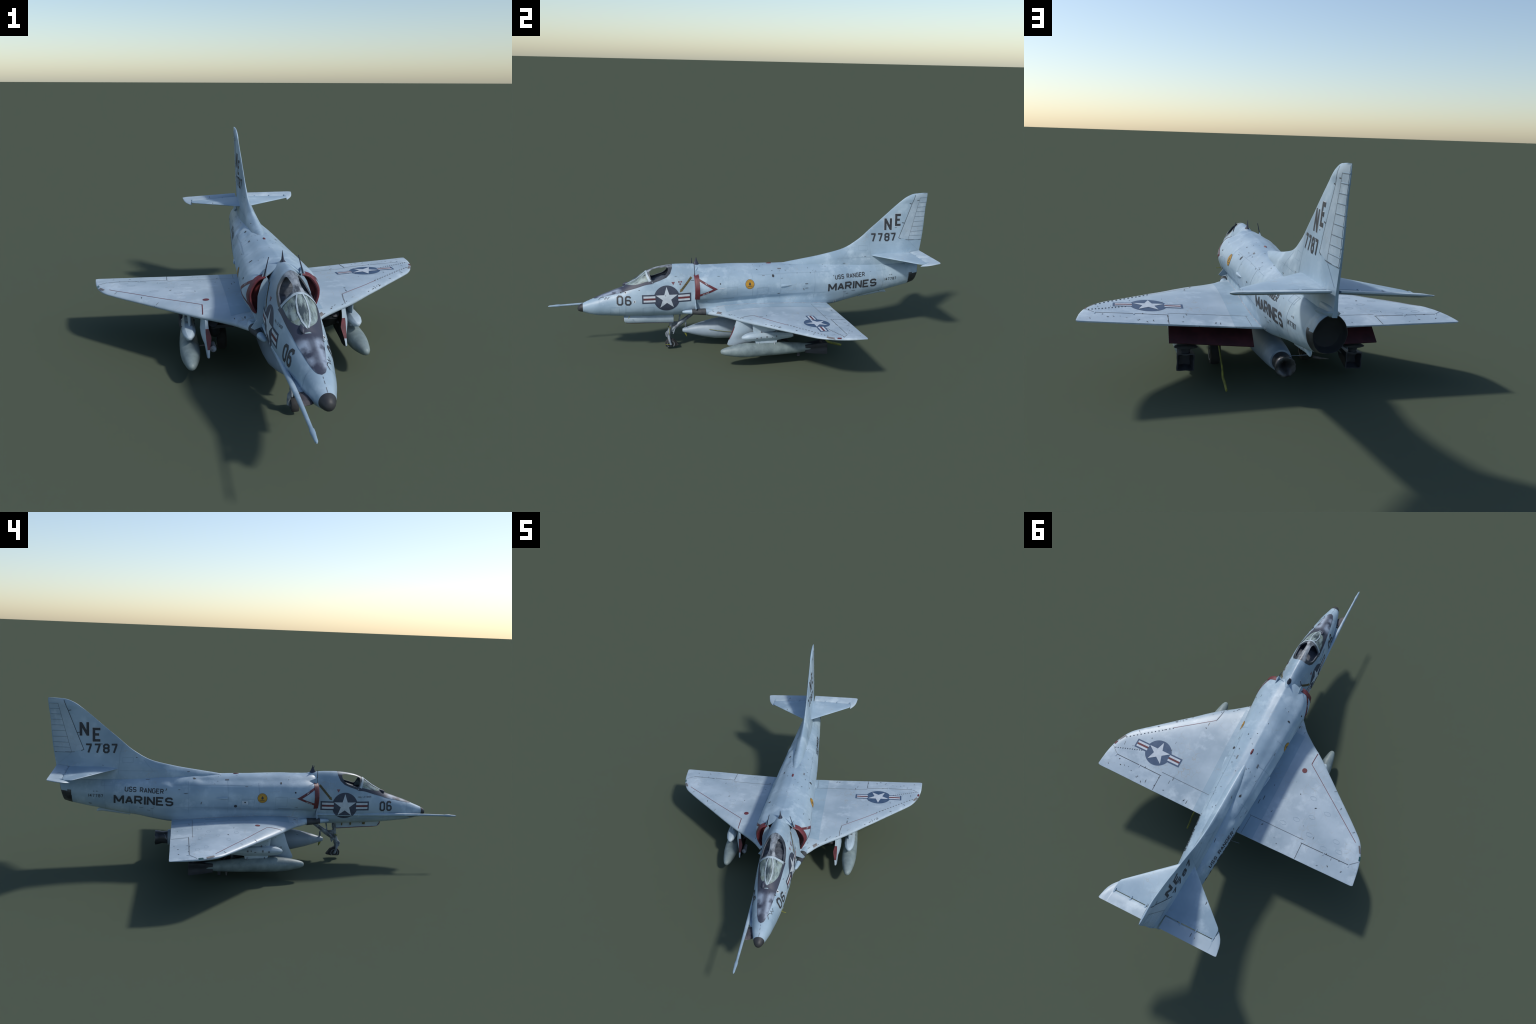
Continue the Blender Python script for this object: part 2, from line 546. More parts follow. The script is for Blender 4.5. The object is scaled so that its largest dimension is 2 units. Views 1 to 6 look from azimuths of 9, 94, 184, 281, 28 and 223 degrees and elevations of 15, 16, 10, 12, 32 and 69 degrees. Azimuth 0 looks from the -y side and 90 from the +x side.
mid_ys = dense([-.288] + [k for k in mid_keys if k > -.28], .012)
rings = [mid_ring(y) for y in mid_ys]
lip = [mid_ring(-.268, .016), mid_ring(-.278, .012), mid_ring(-.286, .0085), mid_ring(-.2905, .005), mid_ring(-.2915, .0022)]
deep = [mid_ring(-.258, .045), mid_ring(-.262, .022)]
deep = [[(x, yy, z) for (x, _, z), yy in zip(r, [y] * len(r))] for r, y in zip(deep, (-.256, -.262))]
centre = loft("center_fuselage", deep + lip + rings, "skin", (True, False), smooth=None)
me = centre.data
me.materials.append(MAT["duct"])
nring = len(rings[0])
for k, p in enumerate(me.polygons):
    ring_i = k // nring
    if ring_i < len(deep) + 2 - 1 and len(p.vertices) == 4:
        p.material_index = 1
    elif len(p.vertices) > 4 and p.center.y < 0:
        p.material_index = 1
resharpen(centre, 38)

# red intake lips: the band around each duct mouth, one per side
for side in (1, -1):
    idx = [i for i in range(2 * PER + 1, 5 * PER + 3)]
    sections = [(-.245, .0145), (-.274, .0125), (-.288, .0095), (-.2985, .0060), (-.3000, .0025), (-.2975, -.0006), (-.288, -.0014), (-.2765, -.0014), (-.2760, .002)]
    rr = []
    for y, s in sections:
        h = mid_half(max(y, -.290))
        c = .335
        rr.append([(side * h[i][0] * (1 - s / .115), y, c + (h[i][1] - c) * (1 - s / .10)) for i in idx])
    bm = loft_bm(rr, cap=(False, False), closed=False)
    add_obj("intake_lip", from_bm(bm, "intake_lip"), "red", smooth=45)

# splitter plate: dark slit beside the cockpit wall with a pale lower foot
for side in (1, -1):
    out = [(.058, .4140), (.0735, .388), (.086, .348), (.089, .30), (.092, .268), (.111, .243), (.100, .236), (.060, .250), (.050, .40)]
    rg = [[(side * x, y, z) for x, z in out] for y in (-.2975, -.2945)]
    loft("splitter_plate", rg, "skin", smooth=30)

# wing root gun fairings
for side in (1, -1):
    prof = [(-.364, .001), (-.360, .006), (-.345, .0095), (-.31, .0130), (-.26, .0165), (-.22, .016), (-.16, .008)]
    rg = revolve_rings(prof, lambda y: (side * (.075 + .17 * max(0, y + .366)), .2215), 20)
    fair = loft("gun_fairing", rg, "skin")
    muz = revolve_rings([(-.315, .0130), (-.30, .0142), (-.27, .0166), (-.246, .0176)], lambda y: (side * (.0755 + .17 * max(0, y + .366)), .2215), 20)
    loft("gun_blast_panel", muz, "seamdark", (True, True))

# ------------------------------------------------------------------ wings
LE = [(0, -.300), (.080, -.268), (.100, -.2476), (.1150, -.2341), (.1522, -.1885), (.1950, -.1510), (.2202, -.1310), (.2525, -.1088), (.4115, .0287), (.5549, .1560), (.5700, .1700),
      (.6065, .2075), (.6315, .2530), (.6462, .2980), (.6549, .3522), (.6585, .4000), (.6590, .4100)]
le_y = pchip([p[0] for p in LE], [p[1] for p in LE])
te_y = pchip([0, .60, .640, .652, .659], [.4165, .4165, .4165, .4155, .4120])


def wing_line(x):
    return .2112 + .0348 * abs(x) + .0018 * max(0, (abs(x) - .35) / .30)


def naca(s):
    """unit half thickness, blunt nose, thin tail (max = 1)"""
    return (.2969 * math.sqrt(max(s, 0)) - .126 * s - .3516 * s * s + .2843 * s ** 3 - .1015 * s ** 4) / .1000


CH = [0, .003, .01, .025, .05, .09, .15, .22, .30, .40, .50, .60, .70, .79, .86, .92, .97, 1.0]


def wing_ring(x, side):
    l, t = le_y(x), te_y(x)
    c = max(t - l, .002)
    up = min(.0490 * c, .0330)
    lo = min(.034 * c, .024)
    pts = []
    for s in CH:
        pts.append((side * x, l + s * c, wing_line(x) + up * naca(s) + .0006))
    for s in reversed(CH[1:]):
        pts.append((side * x, l + s * c, wing_line(x) - lo * naca(s) - .0006 - .0030 * s ** 3 * min(1, c / .1)))
    return pts


wing_xs = frange(.0, .10, 4)[:-1] + frange(.10, .26, 12)[:-1] + frange(.26, .56, 14)[:-1] + frange(.56, .64, 12)[:-1] + [.64, .645, .65, .654, .657, .6588]
wings = {}
for side in (1, -1):
    wings[side] = loft("wing", [wing_ring(x, side) for x in wing_xs], "wing", smooth=50)

# deployed split flaps under the trailing edge
for side in (1, -1):
    rg = []
    for x in (.082, .367 if side > 0 else .357):
        z = wing_line(x)
        zl = .1405 + .0145 * (x - .085) / .281
        rg.append([(side * x, .318, z - .0085), (side * x, .322, z - .0150), (side * x, .398, zl), (side * x, .4015, zl + .0035)])
    fl = loft("flap", rg, "wing", parent=wings[side], smooth=30)
    fl.data.materials.append(MAT["flap"])
    for p in fl.data.polygons:
        if p.normal.z > .2 or p.normal.y > .3:
            p.material_index = 1
    rg = []
    for x in (.086, .370):
        z = wing_line(x)
        rg.append([(side * x, .318, z - .0060), (side * x, .318, z - .0125), (side * x, .350, z - .0105), (side * x, .409, z - .0035), (side * x, .409, z - .0010)])
    bay = loft("flap_bay", rg, "flap", parent=wings[side], smooth=30)

# ------------------------------------------------------------------ fin with dorsal fairing
FIN_LE = [(.405, .135), (.425, .150), (.434, .172), (.4490, .262), (.4645, .365), (.4785, .435), (.4890, .4850), (.5037, .5313), (.5280, .5780), (.5608, .6242), (.6000, .6680), (.6379, .7135), (.6800, .7635), (.7197, .8085),
          (.7460, .8425), (.7680, .8740), (.7790, .8960), (.7855, .9150), (.7885, .9370), (.7898, .9650)]
fin_le = pchip([p[0] for p in FIN_LE], [p[1] for p in FIN_LE])
fin_te = pchip([.36, .38, .42, .466, .5182, .5605, .6215, .70, .7466, .775, .785, .7902], [.958, .966, .968, .9700, .9765, .9820, .9865, .9900, .9962, .9985, .9990, .9975])
fin_h = pchip([.36, .405, .418, .430, .445, .460, .480, .520, .600, .700, .770, .7902], [.030, .031, .030, .028, .0245, .0215, .0185, .0152, .0128, .0100, .0074, .003])
FS = [0, .004, .012, .03, .06, .11, .18, .27, .38, .50, .62, .74, .85, .93, 1.0]


def fin_ring(z):
    l, t = fin_le(z), fin_te(z)
    c = t - l
    hw = fin_h(z)
    nose = .035 / max(c, .03)
    pts, other = [], []
    for s in FS:
        y = l + s * c
        rise = min(1, (s * c / .16)) ** .5 if c > .16 else min(1, s / .35) ** .5
        fall = 1 if s < .55 else 1 - .80 * ((s - .55) / .45) ** 1.2
        k = max(rise * fall * hw, .0004)
        pts.append((k, y, z))
        other.append((-k, y, z))
    return pts + other[::-1]


fin_zs = [.402] + frange(.410, .50, 16) + frange(.507, .74, 26) + [.75, .76, .768, .775, .780, .784, .787, .789, .7902]
fin = loft("vertical_stabilizer", [fin_ring(z) for z in fin_zs], "skin", smooth=50)

# rudder ribs (external stiffeners) on both sides
RUD = [(.9283, .7885), (.8372, .5474), (.8870, .5338)]       # hinge line top, bottom, lower corner
rib_z = [.766, .7407, .7155, .6902, .6633, .6368, .6088, .5817, .5573, .5333]


def rib_front(z):
    t = (z - .5333) / (.764 - .5333)
    return .8950 + t * (.9530 - .8950)


bm = bmesh.new()
for z in rib_z:
    y0, y1 = rib_front(z) + .001, fin_te(z) - .002
    for side in (1, -1):
        rg = []
        for y in frange(y0, y1, 5):
            # local half thickness of the fin at (y, z)
            l, t = fin_le(z), fin_te(z)
            s = (y - l) / (t - l)
            k = fin_h(z) * (1 - .80 * max(0, (s - .55) / .45) ** 1.2)
            a = .0010 if y > y0 else .0003
            rg.append([(side * (k - .001), y, z + .0016), (side * (k + a), y, z + .0010), (side * (k + a), y, z - .0010), (side * (k - .001), y, z - .0016)])
        loft_bm(rg, bm=bm)
ribs = add_obj("rudder_rib", from_bm(bm, "rudder_rib"), "skin", fin, 30)
ribs["kind"] = "stuff"

# ------------------------------------------------------------------ tailplane and elevators
HINGE_Y = .908


def stab_z(x):
    return .4572 - .026 * abs(x)


def stab_le(x):
    return .660 + (.8645 - .660) * (abs(x) / .2315)


ELEV_UP = math.tan(math.radians(13.2))
for side in (1, -1):
    rg = []
    for x in [.0] + frange(.02, .215, 10) + [.224, .2295]:
        l, t = stab_le(x) + (.004 if x > .228 else 0), HINGE_Y - .0015
        c = t - l
        up = min(.035 * c, .0065) + .0012
        pr = [0, .01, .04, .1, .2, .35, .55, .8, 1.0]
        th = [.05, .22, .45, .68, .88, 1, 1, .9, .75]
        rg.append([(side * x, l + s * c, stab_z(x) + up * k) for s, k in zip(pr, th)] + [(side * x, l + s * c, stab_z(x) - up * k) for s, k in zip(pr[::-1], th[::-1])])
    st = loft("tailplane", rg, "skin", smooth=50)

    def elev_z(x, y):
        return stab_z(x) - .0015 + (y - HINGE_Y) * ELEV_UP

    rg = []
    horn = pchip([.230, .2320, .240, .2596, .2665, .2695], [.8705, .8690, .8775, .9085, .9350, .9590])
    for x in frange(.0125, .2280, 8) + [.2290, .2310, .2335, .238, .245, .252, .2596, .2645, .268, .2695]:
        l = HINGE_Y + .0015 if x < .23 else horn(x)
        t = .9645 if x < .262 else .9645 - .003 * ((x - .262) / .0075) ** 2
        t = max(t, l + .002)
        c = t - l
        ths = [(0, .35), (.08, .8), (.25, 1), (.6, .75), (1, .32)] if x < .23 else [(0, .1), (.1, .6), (.35, 1), (.65, .8), (1, .35)]
        h = .0062 if x < .25 else .0062 - .0045 * (x - .25) / .02
        rg.append([(side * x, l + s * c, elev_z(x, l + s * c) + h * k) for s, k in ths] + [(side * x, l + s * c, elev_z(x, l + s * c) - h * k) for s, k in ths[::-1]])
    loft("elevator", rg, "wing", parent=st, smooth=40)
    bm = bmesh.new()
    for x in (.080, .150, .2265):
        z = stab_z(x)
        box_bm((side * x - .0025, HINGE_Y - .010, z - .004), (side * x + .0025, HINGE_Y + .012, z + .0072), bm)
    hb = add_obj("elevator_hinge", from_bm(bm, "elevator_hinge"), "skin", st, 30)
    hb["kind"] = "stuff"

# ------------------------------------------------------------------ tail end
# fairing under the fin, above the jet pipe
rg = []
for y, w, zt, zb in ((.88, .030, .43, .385), (.92, .0270, .43, .392), (.945, .0235, .43, .397), (.958, .017, .43, .401), (.966, .007, .43, .406)):
    rg.append([(w * math.cos(a) * (1 if math.sin(a) < 0 else .6), y, (zt + zb) / 2 + (zt - zb) / 2 * math.sin(a)) for a in [2 * math.pi * i / 20 for i in range(20)]])
loft("tail_fairing", rg, "skin")


# skin collar and jet pipe: the end is raked, its top reaching farther aft
def pipe_ring(y, k, dz, rake):
    h = catmull(MID[.895], 4)
    c = .345
    pts = [(max(x, 0) * k, c + dz + (z - c) * k) for x, z in h]
    pts += [(-x, z) for x, z in pts[-2:0:-1]]
    return [(x, y + rake * (z - .300), z) for x, z in pts]


prof = [(.893, 1.004, 0, 0), (.908, .985, .002, .10), (.920, .955, .0045, .18), (.9300, .925, .006, .22), (.9315, .905, .006, .22), (.929, .885, .006, .22), (.918, .865, .006, .22), (.905, .70, .004, .2), (.899, .35, .003, .2)]
rg = [pipe_ring(*q) for q in prof]
tp = loft("tailpipe", rg, "metal", (False, True), smooth=40)
tp.data.materials.append(MAT["dark"])
tp.data.materials.append(MAT["skin"])
n_p = len(rg[0])
for k, p in enumerate(tp.data.polygons):
    if k // n_p >= 4 or len(p.vertices) > 4:
        p.material_index = 1
    elif p.center.z > .355 and k // n_p < 3:
        p.material_index = 2
# arrester hook stub under the tail
tube("arrester_hook", [(0, .62, .224), (0, .70, .2375), (0, .755, .2475), (0, .772, .2445), (0, .782, .2385)], [.005, .0075, .0095, .008, .003], "white")

# ------------------------------------------------------------------ refuelling probe (starboard)
px = pchip([-1.03, -.96, -.80, -.60, -.48, -.30], [-.0664, -.0655, -.0650, -.0670, -.0705, -.0725])
prb = [(-1.0255, .0015), (-1.018, .0042), (-1.000, .0050), (-.985, .0064), (-.972, .0064), (-.966, .0048), (-.95, .0048), (-.88, .0055), (-.80, .0068), (-.72, .0078), (-.65, .0084), (-.55, .0084), (-.47, .0080), (-.40, .0070), (-.30, .0045)]
pr_ob = loft("refueling_probe", revolve_rings(prb, lambda y: (px(y), .2485 + .0035 * min(1, (y + 1.03) / .15)), 20), "skin")


def web(name, mat, rows):
    """flat oval fairing from the nose flank out to the probe; rows (x, y, z, half length, half height)"""
    rg = [[(x, y + ry * math.cos(2 * math.pi * i / 16), z + rz * math.sin(2 * math.pi * i / 16)) for i in range(16)] for x, y, z, ry, rz in rows]
    return loft(name, rg, mat)


web("probe_fairing", "brown", [(-.022, -.785, .234, .030, .010), (-.038, -.800, .2400, .036, .007), (-.054, -.812, .2450, .036, .005), (-.064, -.820, .2485, .028, .003)])
web("probe_fairing", "skin", [(-.030, -.725, .236, .050, .011), (-.046, -.725, .2425, .050, .008), (-.058, -.720, .2465, .045, .006), (-.066, -.715, .2490, .035, .004)])

# ------------------------------------------------------------------ antennas
rg = []
for z, y0, y1, w in ((.446, -.303, -.262, .012), (.4535, -.298, -.266, .0075), (.458, -.293, -.269, .0045), (.470, -.286, -.2735, .0025), (.480, -.2820, -.2765, .0016), (.4885, -.2800, -.2785, .0006)):
    rg.append([(w * math.sin(2 * math.pi * i / 12), (y0 + y1) / 2 + (y1 - y0) / 2 * math.cos(2 * math.pi * i / 12), z) for i in range(12)])
loft("blade_antenna", rg, "antenna")
for side in (1, -1):
    tube("rod_antenna", [(side * .062, -.2948, .413), (side * .055, -.2956, .443), (side * .0475, -.2966, .4735)], [.0026, .0019, .0013], "antenna", 8)
    # triangular fillet at its foot
    rg = [[(side * .052, -.2955, .414), (side * .072, -.2925, .405), (side * .060, -.255, .421)],
          [(side * .0575, -.2958, .436), (side * .0590, -.2950, .436), (side * .0580, -.293, .436)]]
    loft("antenna_foot", rg, "skin", smooth=30)

# ------------------------------------------------------------------ underwing stores
bomb_me = None
rack_me = None


def build_bomb():
    prof = [(-.2055, .001), (-.2035, .008), (-.198, .0125), (-.185, .0175), (-.165, .0225), (-.135, .0285), (-.105, .033), (-.07, .0355), (-.03, .0360), (.03, .0350), (.09, .0325), (.14, .0295), (.19, .0255), (.24, .021), (.262, .018)]
    ob = loft("bomb", revolve_rings(prof, lambda y: (0, .0805 - .012 * max(0, (y - .02) / .24)), 36), "bomb")
    # boxed tail: four concave fins inside a square shroud
    rg = []
    for y, s, c in ((.222, .020, .8), (.250, .0225, .62), (.275, .0255, .55), (.305, .0285, .58), (.334, .0305, .70), (.335, .0265, .70), (.300, .020, .6)):
        ring = []
        for i in range(32):
            a = 2 * math.pi * i / 32 + math.pi / 4
            # star: corners long, flats pinched
            q = abs(math.cos(2 * (a)))
            r = s * (1.38 * (1 - q) + 1.38 * c * q)
            ring.append((r * math.cos(a), y, .0672 + r * math.sin(a)))
        rg.append(ring)
    return ob, rg


def build_side(side):
    X = side * .303
    ob, tail = build_bomb()
    ob.location.x = X
    t = loft("bomb_tail", tail, "fins", parent=ob, smooth=30)
    tube("rack_tail", [(.004, .150, .146), (.003, .20, .142), (0, .25, .132), (-.002, .305, .1185)], [.009, .006, .006, .009], "dark", 8, parent=ob)
    rg = []
    for y, w, h, zc in ((.292, .020, .006, .1195), (.305, .036, .008, .119), (.322, .041, .008, .118), (.329, .028, .005, .117)):
        rg.append([(w * math.cos(2 * math.pi * i / 16), y, zc + h * math.sin(2 * math.pi * i / 16)) for i in range(16)])
    loft("rack_tail", rg, "dark", parent=ob, smooth=40)
    rg = []
    for z, a, c in ((.118, .026, .014), (.108, .018, .011), (.098, .015, .010), (.086, .022, .012)):
        rg.append([(a * math.cos(2 * math.pi * i / 16), .312 + c * math.sin(2 * math.pi * i / 16), z) for i in range(16)])
    loft("rack_tail", rg, "fins", parent=ob, smooth=40)
    # lugs and a small bracket under the tail
    bm = box_bm((-.004, .185, .028), (.004, .198, .060))
    box_bm((-.003, -.02, .108), (.003, -.012, .119), bm)
    box_bm((-.003, .058, .106), (.003, .066, .119), bm)
    l = add_obj("suspension_lug", from_bm(bm, "suspension_lug"), "fins", ob, 30)
    # pylon
    rg = []
    for z, y0, y1, w in ((.228, -.052, .150, .0068), (.205, -.0445, .135, .0068), (.180, -.042, .110, .0062), (.1685, -.040, .085, .0055)):
        rg.append([(side * .298 + w * wx, y0 + (y1 - y0) * s, z) for s, wx in ((0, .12), (.03, .6), (.10, 1), (.7, 1), (1, .15))] + [(side * .298 - w * wx, y0 + (y1 - y0) * s, z) for s, wx in ((1, .15), (.7, 1), (.10, 1), (.03, .6), (0, .12))])
    py = loft("pylon", rg, "white", smooth=30)
    # triple ejector rack: faceted beam with pointed nose
    rg = []
    for y, w, zt, zb in ((-.1005, .004, .1490, .1425), (-.097, .009, .1535, .1375), (-.080, .0185, .1615, .1315), (-.055, .0235, .1680, .1285), (-.040, .0245, .1690, .1275), (.080, .0235, .1660, .1255), (.090, .018, .1640, .1265), (.150, .0150, .1560, .1320), (.166, .0100, .1510, .1370)):
        zc, hh = (zt + zb) / 2, (zt - zb) / 2
        rg.append([(X + w * a, y, zc + hh * b) for a, b in ((-.55, 1), (.55, 1), (1, .35), (1, -.1), (.5, -1), (-.5, -1), (-1, -.1), (-1, .35))])
    rk = loft("ejector_rack", rg, "white", parent=py, smooth=25)
    bevel(rk, .0015)
    resharpen(rk, 30)
    bm = bmesh.new()
    for sx in (-1, 1):
        for y in (-.038, -.006, .022, .047, .066):
            y += rng.uniform(-.006, .006)
            z = rng.uniform(.144, .152)
            box_bm((X + sx * .0235 - .0022, y, z), (X + sx * .0235 + .0022, y + rng.uniform(.003, .009), z + rng.uniform(.003, .010)), bm)
    box_bm((X - .008, .070, .1565), (X + .008, .078, .1715), bm)
    box_bm((X - .010, -.004, .1655), (X + .010, .0, .1735), bm)
    cl = add_obj("rack_fitting", from_bm(bm, "rack_fitting"), "seam", py, 30)
    cl["kind"] = "stuff"
    # lower shoe holding the bomb
    rg = [[(X + sx * w, y, z) for sx, y in ((-1, y0), (1, y0), (1, y1), (-1, y1))] for z, y0, y1, w in ((.131, -.034, .077, .008), (.122, -.033, .077, .010), (.1115, -.026, .075, .010), (.109, -.020, .070, .006))]
    sh = loft("ejector_shoe", rg, "white", parent=py, smooth=30)
    bm = bmesh.new()
    for y in (-.016, .064):
        for sx in (-1, 1):
            tube_bm([(X + sx * .007, y, .122), (X + sx * .018, y, .104)], .0022, 8, bm)
    sb = add_obj("sway_brace", from_bm(bm, "sway_brace"), "steel", py, 40)
    sb["kind"] = "stuff"
    return ob


for side in (1, -1):
    build_side(side)

# centreline fuel tank
tprof = [(-.3575, .002), (-.3550, .009), (-.3450, .0135), (-.330, .0165), (-.300, .0260), (-.256, .0385), (-.19, .0530), (-.115, .0580), (-.03, .0590), (.08, .0580), (.18, .0555), (.27, .0515), (.36, .0465), (.41, .0420), (.436, .0380)]
tank_c = lambda y: (.0025 - .010 * max(0, (y - .1) / .4), .0955 + .012 * max(0, (y - .15) / .35) - .004 * max(0, (y - .42) / .08))
tank = loft("external_fuel_tank", revolve_rings(tprof, tank_c, 44), "tank")
nz = [(.430, .0330), (.445, .0310), (.462, .0295), (.475, .0325), (.490, .0355), (.4975, .0345), (.499, .0300), (.492, .0200), (.470, .010), (.455, .002)]
tn = revolve_rings(nz, tank_c, 40)
tn = [[Vector(p) + Vector((rng.uniform(-1, 1), rng.uniform(-1, 1), rng.uniform(-1, 1))) * (.0012 if 2 < k < 8 else 0) for p in r] for k, r in enumerate(tn)]
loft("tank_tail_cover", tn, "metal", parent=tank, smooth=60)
rg = []
for z, y0, y1, w in ((.195, -.185, .20, .0125), (.17, -.17, .19, .011), (.148, -.165, .18, .010)):
    rg.append([(w * a, y0 + (y1 - y0) * s, z) for s, a in ((0, .1), (.05, .6), (.15, 1), (.8, 1), (1, .1))] + [(-w * a, y0 + (y1 - y0) * s, z) for s, a in ((1, .1), (.8, 1), (.15, 1), (.05, .6), (0, .1))])
loft("pylon", rg, "tank", smooth=30)
# nose handling bracket of the tank
tube("tank_nose_strap", [(.0, -.337, .108), (.001, -.340, .122), (.0, -.338, .136), (-.002, -.350, .150)], [.0045, .005, .004, .003], "steel", 10)
tube("tank_nose_strap", [(.0, -.342, .084), (.0, -.338, .072), (.002, -.334, .059)], [.006, .005, .001], "strap", 8)
tube("yellow_ground_line", [(.0535, -.222, .109), (.0615, -.18, .1015), (.0625, -.14, .094), (.062, -.095, .087)], .0012, "strap", 6, parent=tank)

# ------------------------------------------------------------------ nose gear
strut = tube("nose_gear_leg", [(.0, -.405, .20), (.0, -.412, .150), (.0, -.418, .115), (.0, -.4235, .096), (.0005, -.4270, .082), (.001, -.4285, .070), (.001, -.427, .060)], [.0090, .0090, .0090, .0110, .0150, .0120, .0070], "steel", 14)
tube("drag_brace", [(.0, -.296, .189), (.0, -.338, .158), (.0, -.372, .133), (.0, -.405, .106), (.0, -.418, .094)], [.0095, .0105, .0140, .0085, .006], "steel", 10, parent=strut)
tube("brace_link", [(.0, -.366, .190), (.0, -.372, .160), (.0, -.374, .135)], [.0050, .0030, .006], "steel", 8, parent=strut)
tube("brace_link", [(.0, -.372, .138), (.0, -.392, .1415), (.0, -.412, .142)], [.008, .0035, .008], "steel", 8, parent=strut)
tube("brace_link", [(.006, -.380, .134), (.006, -.396, .106), (.006, -.405, .080)], [.0034, .0028, .0030], "hub", 8, parent=strut)
# gusset web between leg and brace
rg = [[(x, y, z) for y, z in ((-.414, .140), (-.376, .136), (-.404, .088), (-.424, .098))] for x in (-.0045, .0045)]
loft("gear_gusset", rg, "steel", parent=strut, smooth=30)
bm = bmesh.new()
for k in range(9):
    c = Vector((rng.uniform(-.012, .012), -.429 + rng.uniform(-.010, .008), rng.uniform(.064, .098)))
    r = rng.uniform(.0035, .0065)
    bmesh.ops.create_icosphere(bm, subdivisions=1, radius=r, matrix=Matrix.Translation(c) @ Matrix.Diagonal((1, rng.uniform(.7, 1.4), rng.uniform(.7, 1.5), 1)))
lf = add_obj("leg_fitting", from_bm(bm, "leg_fitting"), "hub", strut, 60)
lf["kind"] = "stuff"
for sx in (1, -1):
    tube("wheel_fork", [(sx * .004, -.430, .078), (sx * .0145, -.429, .064), (sx * .0170, -.425, .046), (sx * .0170, -.4190, .026)], [.0080, .0070, .0060, .0055], "hub", 10, parent=strut)
tube("torque_link", [(-.008, -.434, .09), (-.010, -.442, .080), (-.009, -.438, .062)], [.005, .0045, .004], "hub", 8, parent=strut)
tube("yellow_ground_line", [(.0095, -.420, .122), (.0150, -.4235, .104), (.0160, -.4245, .082)], .0016, "strap", 6, parent=strut)
tube("yellow_ground_line", [(-.0095, -.414, .128), (-.0130, -.422, .122), (.0, -.430, .119), (.010, -.424, .120)], .0024, "strap", 6, parent=strut)
tube("yellow_ground_line", [(.0185, -.417, .026), (.0190, -.432, .0275), (.0190, -.448, .029)], .0014, "strap", 6, parent=strut)


def wheel(cx, cy, cz, r, w, floor, name):
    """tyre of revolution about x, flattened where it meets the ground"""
    prof = [(-.5, .55), (-.52, .78), (-.46, .92), (-.3, .985), (0, 1.0), (.3, .985), (.46, .92), (.52, .78), (.5, .55)]
    n = 36
    rg = [[(cx + a * w, cy + k * r * math.cos(2 * math.pi * i / n), max(cz + k * r * math.sin(2 * math.pi * i / n), floor)) for i in range(n)] for a, k in prof]
    hold = bpy.data.objects.new(name, None)
    COL.objects.link(hold)
    hold.parent = root
    loft("tyre", rg, "tyre", (True, True), hold, 40)
    hp = [(-.54, .02), (-.54, .16), (-.50, .22), (-.47, .40), (-.50, .58), (-.525, .66), (-.40, .68), (.40, .68), (.525, .66), (.50, .58), (.47, .40), (.50, .22), (.54, .16), (.54, .02)]
    rg = [[(cx + a * w, cy + k * r * math.cos(2 * math.pi * i / n), max(cz + k * r * math.sin(2 * math.pi * i / n), floor + .001)) for i in range(n)] for a, k in hp]
    loft("rim", rg, "hub", (True, True), hold, 35)
    return hold


wheel(0.0, -.4190, .0255, .0290, .0240, .0118, "nose_wheel")
# flash of torn rubber behind the nose wheel
rg = [[(sx * w, y, z) for y, z in ((-.398, .046), (-.376, .0165), (-.396, .0125))] for sx, w in ((-1, .009), (1, .009))]
loft("mud_guard", rg, "tyre", smooth=30)
# nose gear door on the port side, hanging almost on the centre line
rg = []
for y, zb, k in ((-.6545, .1745, .70), (-.650, .1675, .85), (-.640, .1630, 1), (-.615, .1615, 1), (-.56, .1590, 1), (-.48, .1540, 1), (-.412, .1490, 1), (-.404, .1500, .95)):
    h = .200 - zb
    outl = [(.004, 1.0), (.020, .95), (.0315, .72), (.0325, .45), (.0285, .12), (.0235, .0), (.0190, .02), (.0225, .18), (.0245, .45), (.0230, .66), (.012, .86)]
    rg.append([(.020 + (x - .020) * k, y, zb + h * t) for x, t in outl])
nd_ob = loft("nose_gear_door", rg, "white", smooth=30)
tube("door_red_edge", [(.0225, -.6545, .1900), (.0225, -.6535, .178), (.0215, -.642, .1635), (.0208, -.615, .1608), (.0205, -.52, .1558), (.0205, -.410, .1485)], .0024, "red", 8, parent=nd_ob)
bm = bmesh.new()
for y, w, z0, z1 in ((-.50, .006, .168, .190), (-.57, .012, .172, .188), (-.455, .004, .165, .185)):
    box_bm((.0170, y - w / 2, z0), (.0232, y + w / 2, z1), bm)
dfit = add_obj("door_fitting", from_bm(bm, "door_fitting"), "ochre", nd_ob, 30)
dfit["kind"] = "stuff"

